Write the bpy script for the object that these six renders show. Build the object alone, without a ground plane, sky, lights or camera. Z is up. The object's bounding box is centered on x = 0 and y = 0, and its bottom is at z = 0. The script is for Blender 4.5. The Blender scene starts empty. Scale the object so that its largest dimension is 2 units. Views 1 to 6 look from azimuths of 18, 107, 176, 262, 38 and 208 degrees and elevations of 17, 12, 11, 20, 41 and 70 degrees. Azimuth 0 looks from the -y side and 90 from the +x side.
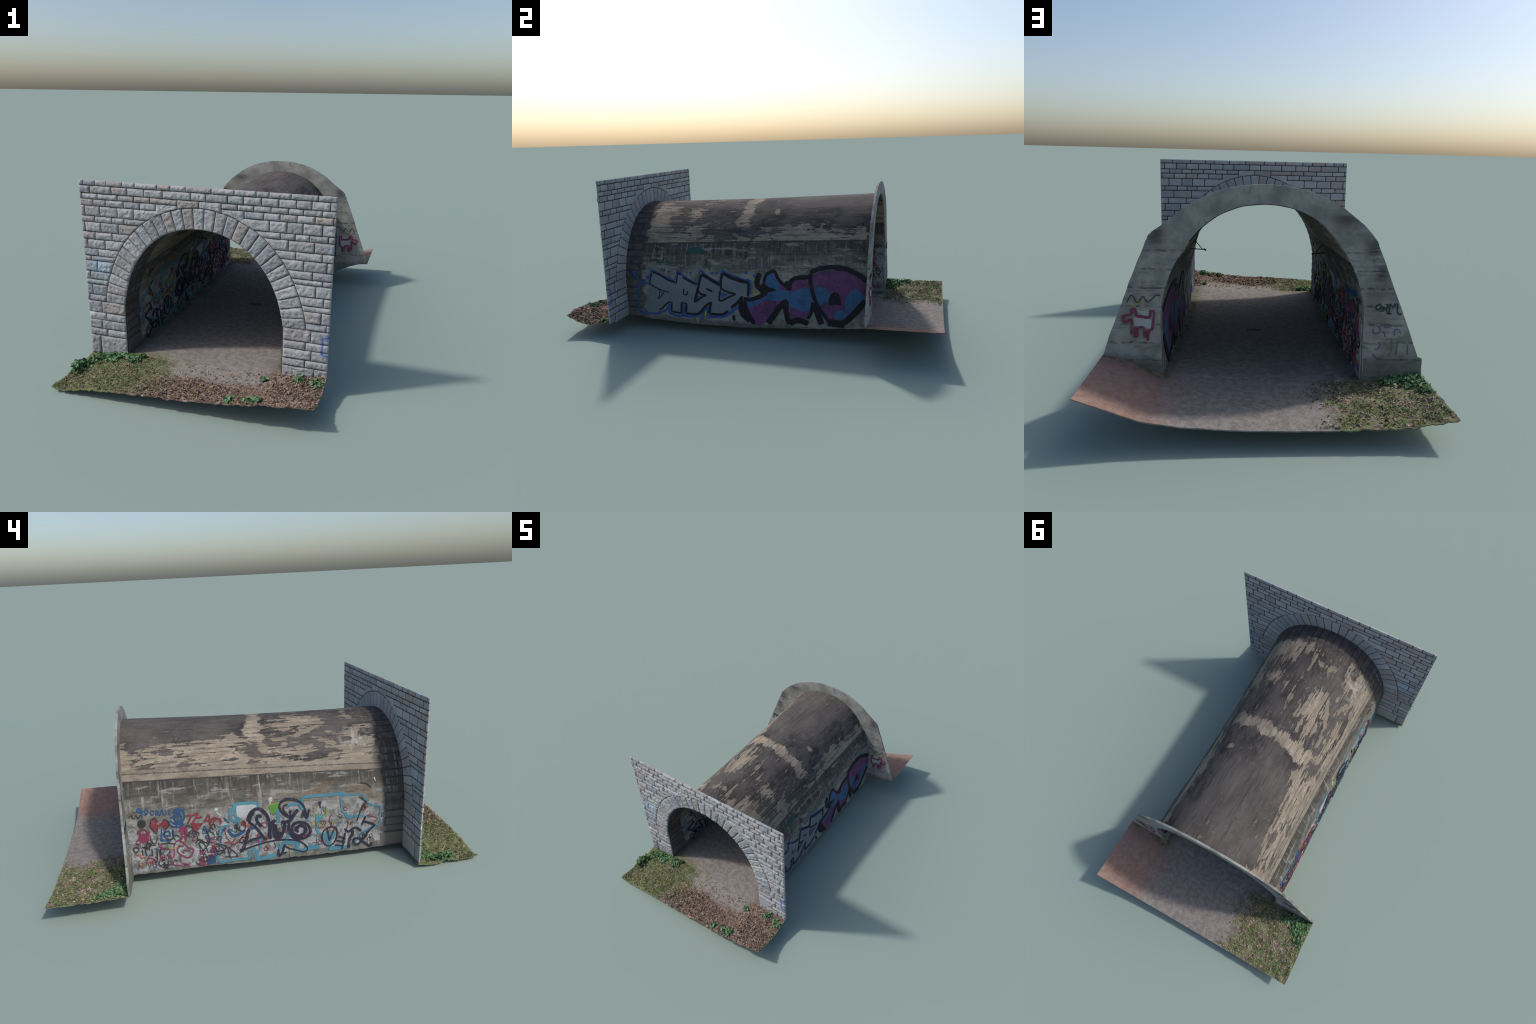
"""A scanned railway underpass: a rusticated granite portal wall with a voussoir arch, a barrel-vaulted
concrete lining covered in spray paint, a plain splayed concrete portal at the far end, and the strip of
path, leaf litter and grass that runs through it.  Metres, z up, tunnel axis along y."""
import bpy, bmesh, math, random
import numpy as np
from mathutils import Vector, noise as mn

RNG = random.Random(7)
FRONT_Y, REAR_Y = -0.682, 0.655          # planes of the granite wall and of the concrete portal
SHELL = 0.0034                           # half thickness of the lining

# ------------------------------------------------------------------ small maths
def tab(t, x):
    """piecewise linear look-up in a short table of (position, value)"""
    if x <= t[0][0]:
        return t[0][1]
    for (a, b), (c, d) in zip(t, t[1:]):
        if x <= c:
            return b + (d - b) * (x - a) / (c - a)
    return t[-1][1]

def stab(t, x):
    """the same look-up, eased at the knots"""
    if x <= t[0][0]:
        return t[0][1]
    for (a, b), (c, d) in zip(t, t[1:]):
        if x <= c:
            k = (x - a) / (c - a)
            return b + (d - b) * k * k * (3 - 2 * k)
    return t[-1][1]

def fbm(x, y, z, octaves=4):
    return mn.fractal(Vector((x, y, z)), 1.0, 2.0, octaves)

def sstep(a, b, x):
    k = min(max((x - a) / (b - a), 0.0), 1.0)
    return k * k * (3 - 2 * k)

# ------------------------------------------------------------------ the vault's cross-sections
# radius of the intrados against the angle from the crown, at the granite end and at the concrete end
R_FRONT = [(0, .3715), (14, .371), (26, .368), (38, .3625), (51, .3555), (64, .351), (77, .350), (84, .353), (90, .3575)]
R_REAR = [(0, .409), (12, .408), (24, .4015), (36, .388), (48, .373), (60, .364), (72, .359), (90, .359)]

def along(y):
    return min(max((y - FRONT_Y) / (REAR_Y - FRONT_Y), 0.0), 1.0)

def centre(y):
    f = along(y)
    return .034 - .018 * f, .285 + .015 * f

def section(th, y, off=0.0):
    """point of the vault at angle th (0 = springing at +x, 180 = springing at -x)"""
    f = along(y)
    cx, cz = centre(y)
    r = tab(R_FRONT, abs(90 - th)) * (1 - f) + tab(R_REAR, abs(90 - th)) * f + off
    a, mid = math.radians(th), math.sin(math.pi * f)
    r -= mid * (.005 * math.exp(-((th - 65) / 28) ** 2) + .004 * math.sin(a) ** 2)      # the vault sags a little half way
    return cx + r * math.cos(a) * (1 - .03 * mid), cz + r * math.sin(a)

def jamb_x(y, z, side, off=0.0):
    """upright wall under the springing; it spreads slightly towards its foot"""
    low = min(max(1 - z / centre(y)[1], 0.0), 1.0)
    return section(0 if side > 0 else 180, y)[0] + side * (off + .012 * math.sin(math.pi * along(y)) * low)

def wall_angle(y, z, side):
    lo, hi = 0.0, 90.0
    for _ in range(22):
        m = (lo + hi) / 2
        if section(m if side > 0 else 180 - m, y)[1] < z:
            lo = m
        else:
            hi = m
    return lo

def wall_x(y, z, side, off=0.0):
    """x of the lining at height z on one side, pushed out of the wall by off"""
    if z <= centre(y)[1]:
        return jamb_x(y, z, side, off)
    a = wall_angle(y, z, side)
    return section(a if side > 0 else 180 - a, y)[0] + side * off / max(math.cos(math.radians(a)), .3)

# ------------------------------------------------------------------ ground heights
AT_WALL = [(-.52, .022), (-.327, .044), (0, .048), (.397, .072), (.50, .081), (.59, .098)]
FLOOR_LEFT = [(-.682, .044), (-.27, .046), (.03, .053), (.31, .064), (.655, .068)]
FLOOR_MID = [(-.682, .048), (-.2, .047), (.1, .051), (.655, .069)]
FLOOR_RIGHT = [(-.682, .073), (-.5, .060), (-.27, .052), (0, .052), (.31, .067), (.655, .094)]
AT_FRONT_EDGE = [(-.50, .026), (-.45, .014), (-.41, .018), (-.35, .036), (-.25, .045), (-.1, .057), (0, .061), (.1, .065), (.2, .073), (.3, .091), (.4, .105), (.5, .110), (.585, .106)]
AT_PORTAL = [(-.585, .092), (-.345, .068), (0, .069), (.2, .078), (.372, .092), (.43, .119), (.48, .143), (.53, .160), (.585, .166)]
AT_REAR_EDGE = [(-.585, .096), (-.443, .070), (-.26, .064), (-.08, .062), (.1, .066), (.273, .079), (.387, .098), (.483, .134), (.585, .172)]
FRONT_EDGE_Y = [(-.50, -1.0), (-.35, -.996), (-.1, -.990), (0, -.985), (.1, -.978), (.4, -.972), (.5, -.958), (.585, -.938)]

def ground_z(x, y):
    if y <= FRONT_Y + 1e-6:
        k = (FRONT_Y - y) / (FRONT_Y - tab(FRONT_EDGE_Y, x))
        z = tab(AT_WALL, x) * (1 - k) + tab(AT_FRONT_EDGE, x) * k
        dip = math.sin(math.pi * min(k, 1))
        z -= .010 * dip
        z += .022 * math.exp(-((x + .49) / .035) ** 2 - ((y + .835) / .045) ** 2)     # mound under the herbs
        z -= .020 * dip * sstep(.40, .58, x)
        z -= .010 * dip * sstep(-.40, -.52, x)
        z += .010 * dip * math.exp(-((x + .30) / .12) ** 2)
        return z
    if y >= REAR_Y - 1e-6:
        k = (y - REAR_Y) / (1.0 - REAR_Y)
        return tab(AT_PORTAL, x) * (1 - k) + tab(AT_REAR_EDGE, x) * k
    return tab([(-.335, tab(FLOOR_LEFT, y)), (.02, tab(FLOOR_MID, y)), (.38, tab(FLOOR_RIGHT, y))], x)

def roughness(x, y):
    """how lumpy the ground is: smooth path, coarse litter and grass"""
    if y < FRONT_Y + .04:
        return .0011 + .0034 * sstep(-.70, -.78, y + .10 * math.cos(4 * x))
    if y > REAR_Y:
        return .0007 + .0036 * sstep(-.12, -.28, x)
    return .0008

def ground_point(x, y):
    a = roughness(x, y)
    z = ground_z(x, y) + a * (fbm(x * 26, y * 26, 3.1, 3) * 1.2 + fbm(x * 75, y * 75, 9.7, 2) * .8)
    return max(z, .0040)

# ------------------------------------------------------------------ mesh helpers
ROOT = None
def make(name, verts, faces, mat, parent=None, smooth=True, angle=40, kind=None):
    me = bpy.data.meshes.new(name)
    me.from_pydata([tuple(v) for v in verts], [], faces)
    me.validate()
    if smooth:
        me.polygons.foreach_set("use_smooth", [True] * len(me.polygons))
        me.set_sharp_from_angle(angle=math.radians(angle))
    me.materials.append(mat)
    ob = bpy.data.objects.new(name, me)
    bpy.context.scene.collection.objects.link(ob)
    if parent:
        ob.parent = parent
    if kind:
        ob["kind"] = kind
    return ob

def grid_faces(nu, nv, base=0, flip=False, wrap=False):
    out = []
    for i in range(nu - 1):
        for j in range(nv - 1):
            q = [base + i * nv + j, base + (i + 1) * nv + j, base + (i + 1) * nv + j + 1, base + i * nv + j + 1]
            out.append(q[::-1] if flip else q)
    return out

def shell(front, back, nu, nv):
    """closed solid from two nu x nv grids of points; front faces as given"""
    n = nu * nv
    faces = grid_faces(nu, nv) + grid_faces(nu, nv, n, True)
    ring = [i * nv for i in range(nu)] + [(nu - 1) * nv + j for j in range(1, nv)] + \
           [i * nv + nv - 1 for i in range(nu - 2, -1, -1)] + [j for j in range(nv - 2, 0, -1)]
    for a, b in zip(ring, ring[1:] + ring[:1]):
        faces.append([b, a, a + n, b + n])
    return front + back, faces

def slab(name, outline, y0, y1, mat, parent, bevel=.0, yfun=None):
    """plate of constant thickness from an outline in x, z"""
    bm = bmesh.new()
    vs = [bm.verts.new((x, y0, z)) for x, z in outline]
    f = bm.faces.new(vs)
    ext = bmesh.ops.extrude_face_region(bm, geom=[f])
    for v in [g for g in ext["geom"] if isinstance(g, bmesh.types.BMVert)]:
        v.co.y = y1
    bmesh.ops.recalc_face_normals(bm, faces=bm.faces)
    if bevel:
        es = [e for e in bm.edges if abs(e.verts[0].co.y - e.verts[1].co.y) < 1e-6]
        bmesh.ops.bevel(bm, geom=es, offset=bevel, segments=2, affect='EDGES')
    bmesh.ops.triangulate(bm, faces=[f for f in bm.faces if len(f.verts) > 4])
    if yfun:
        for v in bm.verts:
            v.co.y += yfun(v.co.x)
    me = bpy.data.meshes.new(name)
    bm.to_mesh(me)
    bm.free()
    me.polygons.foreach_set("use_smooth", [True] * len(me.polygons))
    me.set_sharp_from_angle(angle=math.radians(35))
    me.materials.append(mat)
    ob = bpy.data.objects.new(name, me)
    bpy.context.scene.collection.objects.link(ob)
    ob.parent = parent
    return ob

# ------------------------------------------------------------------ node shorthand
class S:
    """a node socket with arithmetic"""
    nt = None
    def __init__(self, s):
        self.s = s
    def __add__(self, o): return op('ADD', self, o)
    def __radd__(self, o): return op('ADD', o, self)
    def __sub__(self, o): return op('SUBTRACT', self, o)
    def __rsub__(self, o): return op('SUBTRACT', o, self)
    def __mul__(self, o): return op('MULTIPLY', self, o)
    def __rmul__(self, o): return op('MULTIPLY', o, self)
    def __truediv__(self, o): return op('DIVIDE', self, o)
    def __neg__(self): return op('MULTIPLY', self, -1.0)

def put(inp, v):
    if isinstance(v, S):
        S.nt.links.new(v.s, inp)
    elif isinstance(v, (tuple, list)):
        inp.default_value = (*v, 1.0) if len(v) == 3 and len(inp.default_value) == 4 else tuple(v)
    else:
        inp.default_value = v

def op(kind, a, b=None, c=None):
    n = S.nt.nodes.new('ShaderNodeMath')
    n.operation = kind
    for i, v in enumerate((a, b, c)):
        if v is not None:
            put(n.inputs[i], v)
    return S(n.outputs[0])

def ab(a): return op('ABSOLUTE', a)
def mx(a, b): return op('MAXIMUM', a, b)
def mi(a, b): return op('MINIMUM', a, b)

def ss(a, b, x):
    """smooth step from a to b (a may exceed b)"""
    n = S.nt.nodes.new('ShaderNodeMapRange')
    n.interpolation_type = 'SMOOTHSTEP'
    if a > b:
        return 1.0 - ss(b, a, x)
    put(n.inputs[0], x); n.inputs[1].default_value = a; n.inputs[2].default_value = b
    return S(n.outputs[0])

def vec(x, y, z):
    n = S.nt.nodes.new('ShaderNodeCombineXYZ')
    for i, v in enumerate((x, y, z)):
        put(n.inputs[i], v)
    return S(n.outputs[0])

def position():
    tc = S.nt.nodes.new('ShaderNodeTexCoord')
    sp = S.nt.nodes.new('ShaderNodeSeparateXYZ')
    S.nt.links.new(tc.outputs['Object'], sp.inputs[0])
    return S(tc.outputs['Object']), S(sp.outputs[0]), S(sp.outputs[1]), S(sp.outputs[2])

def tex_noise(v, scale=1.0, detail=4.0, rough=.55, dist=0.0):
    n = S.nt.nodes.new('ShaderNodeTexNoise')
    put(n.inputs['Vector'], v)
    n.inputs['Scale'].default_value = scale
    n.inputs['Detail'].default_value = detail
    n.inputs['Roughness'].default_value = rough
    n.inputs['Distortion'].default_value = dist
    return S(n.outputs[0])

def tex_cells(v, scale, out='Color', feature='F1', jitter=1.0):
    n = S.nt.nodes.new('ShaderNodeTexVoronoi')
    n.feature = feature
    put(n.inputs['Vector'], v)
    n.inputs['Scale'].default_value = scale
    n.inputs['Randomness'].default_value = jitter
    if out == 'Color':
        sp = S.nt.nodes.new('ShaderNodeSeparateColor')
        S.nt.links.new(n.outputs['Color'], sp.inputs[0])
        return S(sp.outputs[0])
    return S(n.outputs[out])

def mix(f, a, b, blend='MIX'):
    n = S.nt.nodes.new('ShaderNodeMix')
    n.data_type = 'RGBA'
    n.blend_type = blend
    put(n.inputs[0], f); put(n.inputs[6], a); put(n.inputs[7], b)
    return S(n.outputs[2])

def ramp(f, *stops):
    n = S.nt.nodes.new('ShaderNodeValToRGB')
    put(n.inputs[0], f)
    e = n.color_ramp.elements
    while len(e) < len(stops):
        e.new(.5)
    for el, (p, c) in zip(e, stops):
        el.position = p
        el.color = (*c, 1)
    return S(n.outputs[0])

def rnd():
    n = S.nt.nodes.new('ShaderNodeObjectInfo')
    return S(n.outputs['Random'])

def bump(h, strength=.3, dist=.004):
    n = S.nt.nodes.new('ShaderNodeBump')
    n.inputs['Strength'].default_value = strength
    n.inputs['Distance'].default_value = dist
    put(n.inputs['Height'], h)
    return S(n.outputs[0])

def blob(y, a, y0, a0, sy, sa):
    """soft spot in the (length, angle) chart of the vault"""
    d = op('POWER', (y - y0) / sy, 2.0) + op('POWER', (a - a0) / sa, 2.0)
    return op('EXPONENT', -d)

def segment(u, v, a, b, r):
    """1 near the straight line from a to b in a plane"""
    (ax, ay), (bx, by) = a, b
    dx, dy = bx - ax, by - ay
    l2 = dx * dx + dy * dy
    t = op('MINIMUM', op('MAXIMUM', ((u - ax) * dx + (v - ay) * dy) / l2, 0.0), 1.0)
    d = op('SQRT', op('POWER', u - (ax + t * dx), 2.0) + op('POWER', v - (ay + t * dy), 2.0))
    return ss(r * 1.15, r * .8, d)

def material(name, build, rough=.9, spec=.25):
    m = bpy.data.materials.new(name)
    m.use_nodes = True
    S.nt = m.node_tree
    p = S.nt.nodes['Principled BSDF']
    p.inputs['Roughness'].default_value = rough
    p.inputs['Specular IOR Level'].default_value = spec
    r = build()
    col, nor = r if isinstance(r, tuple) else (r, None)
    put(p.inputs['Base Color'], col)
    if nor:
        put(p.inputs['Normal'], nor)
    return m

# ------------------------------------------------------------------ materials
def granite(tone=1.0):
    P, x, y, z = position()
    r = rnd()
    tint = ramp(r, (0, (.365, .370, .390)), (.25, (.435, .440, .455)), (.45, (.405, .385, .385)), (.55, (.475, .475, .485)),
                (.80, (.375, .410, .435)), (.86, (.51, .51, .515)), (.94, (.43, .385, .37)))
    tint.s.node.color_ramp.interpolation = 'CONSTANT'
    grain = tex_noise(P, 420, 3, .7)
    cloud = tex_noise(P, 26, 5, .6)
    c = mix(ss(.3, .75, cloud), mix(.30, tint, (.18, .175, .175)), tint)
    c = mix(ss(.58, .75, grain) * .35, c, (.13, .125, .125))
    c = mix(ss(.42, .28, grain) * .30, c, (.60, .585, .575))
    foot_tone = ss(.17, .09, z + (cloud - .5) * .12) * .25                      # browner, darker tone towards the foot of the wall
    c = mix(foot_tone, c, (.22, .20, .18))
    # the few spray marks on the wall
    spray = ss(.050, .015, op('SQRT', op('POWER', (x + .432) * .8, 2.0) + op('POWER', z - .447, 2.0)) + (tex_noise(P, 60, 4) - .5) * .05)
    c = mix(spray * .75, c, (.38, .52, .64))
    drip = segment(x, z, (-.405, .41), (-.345, .335), .006) * ss(.45, .6, tex_noise(P, 90, 3))
    c = mix(drip * .7, c, (.38, .52, .64))
    smear = ss(.03, .01, ab(z - .222)) * ss(-.42, -.48, x) * ss(.45, .62, tex_noise(P, 70, 3))
    c = mix(smear * .8, c, (.60, .62, .64))
    smear2 = ss(.06, .02, op('SQRT', op('POWER', x - .51, 2.0) + op('POWER', z - .27, 2.0))) * ss(.5, .6, tex_noise(P, 50, 4))
    c = mix(smear2 * .6, c, (.52, .54, .56))
    br = mx(segment(x, z, (.590, .268), (.556, .262), .0045), mx(segment(x, z, (.556, .262), (.552, .190), .0045), segment(x, z, (.552, .190), (.585, .183), .0045)))
    c = mix(br * .85, c, (.06, .14, .46))
    nrm = bump(tex_noise(P, 130, 6, .7), .9, .005)
    return c, nrm

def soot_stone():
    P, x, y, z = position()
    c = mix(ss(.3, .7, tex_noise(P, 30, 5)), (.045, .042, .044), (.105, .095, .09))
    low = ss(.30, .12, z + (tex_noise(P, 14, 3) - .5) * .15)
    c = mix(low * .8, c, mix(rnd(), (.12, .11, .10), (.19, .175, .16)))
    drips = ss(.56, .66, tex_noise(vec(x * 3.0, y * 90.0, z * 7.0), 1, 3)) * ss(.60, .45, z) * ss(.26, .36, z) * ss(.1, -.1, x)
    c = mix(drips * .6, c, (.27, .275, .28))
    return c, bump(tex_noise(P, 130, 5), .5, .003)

def vault_chart():
    P, x, y, z = position()
    a = op('MULTIPLY', op('ARCTAN2', z - .292, x - .026), 57.2958)
    return P, x, y, z, a, a * .00637

def lining():
    P, x, y, z, a, v = vault_chart()
    left = ss(.05, 0.0, x)                                               # 1 on the -x wall
    warp = tex_noise(vec(y * 9.0, v * 16.0, 4.0), 1, 4, .6) - .5
    wy, wv = y + warp * .10, v + warp * .035
    n_big = tex_noise(vec(wy * 4.5, wv * 8.0, 1.0), 1, 4, .6)
    n_mid = tex_noise(vec(wy * 12.0, wv * 25.0, 7.0), 1, 8, .70)
    n_str = tex_noise(vec(y * 5.0, v * 95.0, 3.0), 1, 6, .68)
    n_fine = tex_noise(P, 70, 5, .6)
    n_grit = tex_noise(P, 190, 3, .6)
    field = (n_big - .5) * .9 + (n_mid - .5) * 2.5 + (n_str - .5) * 1.1
    ad = v / .00637
    # where soot is thick (+) and where plaster has flaked pale (-)
    b = ss(38, 56, ad) * ss(160, 110, ad) * .42 - .20
    b = b + ss(.02, .10, y) * ss(40, 60, a) * ss(126, 114, a) * .22 - ss(.05, -.05, y) * ss(92, 108, a) * .10 - blob(y, a, .25, 134, .35, 9) * .14
    b = b - blob(y, a, -.52, 58, .075, 17) * .52 - blob(y, a, -.31, 62, .04, 11) * .36 - blob(y, a, -.26, 48, .09, 6) * .18
    b = b - blob(y, a, -.24, 103, .10, 8) * .46 - blob(y, a, .16, 121, .12, 6) * .36 - blob(y, a, .48, 126, .2, 7) * .16
    bandy = y - ((a - 51) * .0008 - .03)
    b = b - ss(.060, .010, ab(bandy + (n_big - .5) * .12)) * ss(46, 54, a) * ss(140, 118, a) * .50
    b = b + ss(.05, .02, ab(bandy - .075)) * ss(46, 60, a) * ss(120, 100, a) * .16
    b = b + blob(y, a, -.22, 139, .12, 3.5) * .42 + blob(y, a, .03, 130, .035, 9) * .48 + blob(y, a, .60, 108, .03, 14) * .35
    b = b + blob(y, a, -.12, 42, .22, 7) * .40 + blob(y, a, -.15, 66, .12, 14) * .22
    b = b - blob(y, a, .145, 64, .022, 3.6) * .75 - blob(y, a, .24, 68, .024, 2.6) * .42 - blob(y, a, .29, 51, .04, 4) * .36
    b = b + blob(y, a, .63, 45, .012, 14) * .35 - ss(.60, .63, y) * .12
    dark = ss(-.05, .07, field + b)
    sooty = mix(ss(.40, .60, n_big), (.032, .030, .031), (.086, .077, .072))
    sooty = mix(ss(.02, .25, y) * ss(60, 75, a) * ss(128, 110, a) * .5, sooty, (.120, .107, .099))
    sooty = mix(ss(.50, .66, n_mid) * .5, sooty, (.145, .128, .116))
    sooty = mix(ss(.53, .63, n_str) * .65, sooty, (.032, .030, .031))
    sooty = mix(ss(.62, .70, n_fine) * .4, sooty, (.22, .195, .17))
    pale = mix(ss(.40, .60, n_mid), (.215, .180, .140), (.335, .287, .228))
    pale = mix(ss(.52, .60, n_str) * .75, pale, (.105, .090, .075))
    pale = mix(ss(.60, .68, n_fine) * .4, pale, (.09, .08, .07))
    vault = mix(dark, pale, sooty)
    white = blob(y, a, -.47, 128, .07, 9) * ss(.48, .6, tex_noise(vec(y * 40.0, v * 14.0, 2.0), 1, 4))
    vault = mix(white * .7, vault, (.40, .395, .38))
    # ---- walls under the springing seam
    seam = mix_f(left, .490 + .0405 * y, .472 + .055 * y)
    below = seam - z
    n_drip = tex_noise(vec(y * 46.0, z * 4.0, left * 7.0), 1, 6, .68)
    n_patch = tex_noise(vec(y * 9.0, z * 15.0, left * 7.0 + 1.0), 1, 5, .62)
    n_wash = tex_noise(vec(y * 30.0, z * 22.0, left * 3.0), 1, 5, .65)
    panel = mix(ss(.41, .59, n_patch), (.120, .113, .098), (.270, .262, .238))
    lime = mix(ss(.42, .58, n_wash), (.150, .150, .145), (.365, .37, .375))
    panel = mix(ss(.36, .28, z + (n_patch - .5) * .16) * (.25 + .65 * left), panel, lime)
    tall = (n_drip - .5) * .30 + (n_patch - .5) * .50
    stain = ss(.135, .03, below - tall) * ss(.36, .50, n_drip * .55 + n_patch * .45)
    stain = mx(stain, ss(.08, .01, below - tall * .4) * ss(.38, .5, n_drip) * .9)
    stain = mx(stain, blob(y, z, -.35, .39, .09, .06) * ss(.38, .5, n_drip) * ss(0.0, .1, x))
    stain = mx(stain, blob(y, z, .10, .40, .10, .05) * ss(.40, .52, n_drip) * ss(0.0, .1, x))
    stain = mx(stain, blob(y, z, .08, .40, .07, .05) * left * .85)
    stain = mx(stain, blob(y, z, .45, .38, .14, .07) * left * ss(.36, .5, n_patch) * .75)
    stain = mx(stain, left * ss(.155, .02, below - tall * .7) * ss(.42, .52, n_patch * .5 + n_wash * .5) * .9)
    stain = mx(stain, ss(.53, .62, n_wash * .5 + n_patch * .5) * .55)
    grime = mix(ss(.44, .60, n_drip), (.026, .026, .026), (.095, .086, .073))
    wall = mix(stain * .94, panel, grime)
    wall = mix(ss(.56, .66, n_drip) * ss(.2, .04, below) * .8 * (.35 + .65 * left), wall, (.38, .38, .37))   # lime runs
    ochre = ss(.10, .02, ab(below - .10)) * ss(.25, -.2, y) * left * ss(.42, .58, n_patch)
    wall = mix(ochre * .6, wall, (.21, .165, .115))
    n_row = tex_noise(vec(y * 7.0, z * 30.0, left * 9.0 + 4.0), 1, 6, .70)          # uneven pours, one board high
    wall = mix(ss(.52, .63, n_row) * ss(.30, .36, z) * .75, wall, (.060, .055, .047))
    wall = mix(ss(.46, .38, n_row) * ss(.28, .34, z) * .55, wall, (.33, .32, .30))
    wall = mix(ss(.55, .66, n_row) * ss(.34, .28, z) * .40, wall, (.10, .098, .09))
    for dz, w in ((.062, .0022), (.130, .002), (.205, .0016)):           # board joints of the cast wall
        wall = mix(ss(w * 1.8, w * .3, ab(below - dz + (n_fine - .5) * .012)) * ss(.38, .6, n_wash) * .6, wall, (.05, .05, .047))
    wall = mix(ss(.58, .72, n_grit) * .35, wall, (.07, .068, .065))
    c = mix(ss(-.003, .003, below), vault, wall)
    c = mix(ss(.0055, .0010, ab(below + (n_fine - .5) * .010)) * .8, c, (.035, .033, .032))
    ledge = mix(ss(.4, .6, n_patch), (.17, .145, .115), (.26, .225, .18))
    ul = ab(z - (.500 + .058 * y))
    c = mix(left * ss(.024, .018, ab(below + .024)) * .75, c, ledge)
    c = mix(left * ss(.0040, .001, ul + (n_fine - .5) * .012) * .7, c, (.05, .046, .043))
    c = mix(ss(.012, .004, z - .066 + (n_drip - .5) * .03) * .6, c, (.085, .085, .07))   # ragged darker band along the foot
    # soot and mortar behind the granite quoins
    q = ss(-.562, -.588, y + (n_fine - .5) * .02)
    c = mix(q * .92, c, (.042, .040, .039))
    c = mix(ss(.50, .75, n_grit) * .22, c, (.06, .055, .052))
    h = n_str * .5 + n_fine * .6 + n_mid * .4 + dark * .3
    return c, bump(h, .55, .003)

def mix_f(f, a, b):
    return a * (1.0 - f) + b * f

def portal_concrete():
    P, x, y, z = position()
    n1 = tex_noise(vec(x * 6.0, y * 6.0, z * 42.0), 1, 6, .66)
    n2 = tex_noise(P, 9, 6, .66)
    n3 = tex_noise(P, 80, 5, .65)
    n4 = tex_noise(vec(x * 34.0, 0.0, z * 9.0), 1, 5, .65)
    c = mix(ss(.35, .65, n2), (.20, .198, .182), (.335, .332, .310))
    c = mix(ss(.52, .64, n1) * .5 * ss(.62, .5, z), c, (.115, .115, .10))
    c = mix(ss(.40, .30, n1) * .4, c, (.34, .345, .33))
    c = mix(ss(.54, .66, n2 * .6 + n4 * .4) * ss(.25, .5, z) * .8, c, (.062, .063, .058))
    lines = op('SINE', (z + (n2 - .5) * .03) * 95.0)
    c = mix(ss(.90, .995, lines) * ss(.64, .5, z) * ss(.40, .58, n4) * .75, c, (.06, .06, .055))
    c = mix(ss(.5, .62, tex_noise(vec(x * 20.0, 0.0, z * 30.0), 1, 3)) * ss(.30, .15, z) * .45, c, (.36, .37, .365))
    c = mix(ss(.14, .08, z - ab(x) * .10 + (n2 - .5) * .06) * .6, c, (.085, .088, .06))
    c = mix(ss(.56, .66, tex_noise(P, 16, 4)) * .35, c, (.16, .165, .085))
    dsp = mx(mx(blob(x, z, -.40, .47, .035, .06), blob(x, z, -.37, .56, .035, .05)), mx(blob(x, z, -.26, .66, .05, .03), blob(x, z, .39, .60, .04, .05)))
    c = mix(dsp * ss(.34, .52, n1) * .85, c, (.055, .055, .055))
    c = mix(ss(.60, .70, n3) * .35, c, (.08, .08, .075))
    return c, bump(n1 * .5 + n3 * .7, .6, .003)

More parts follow.
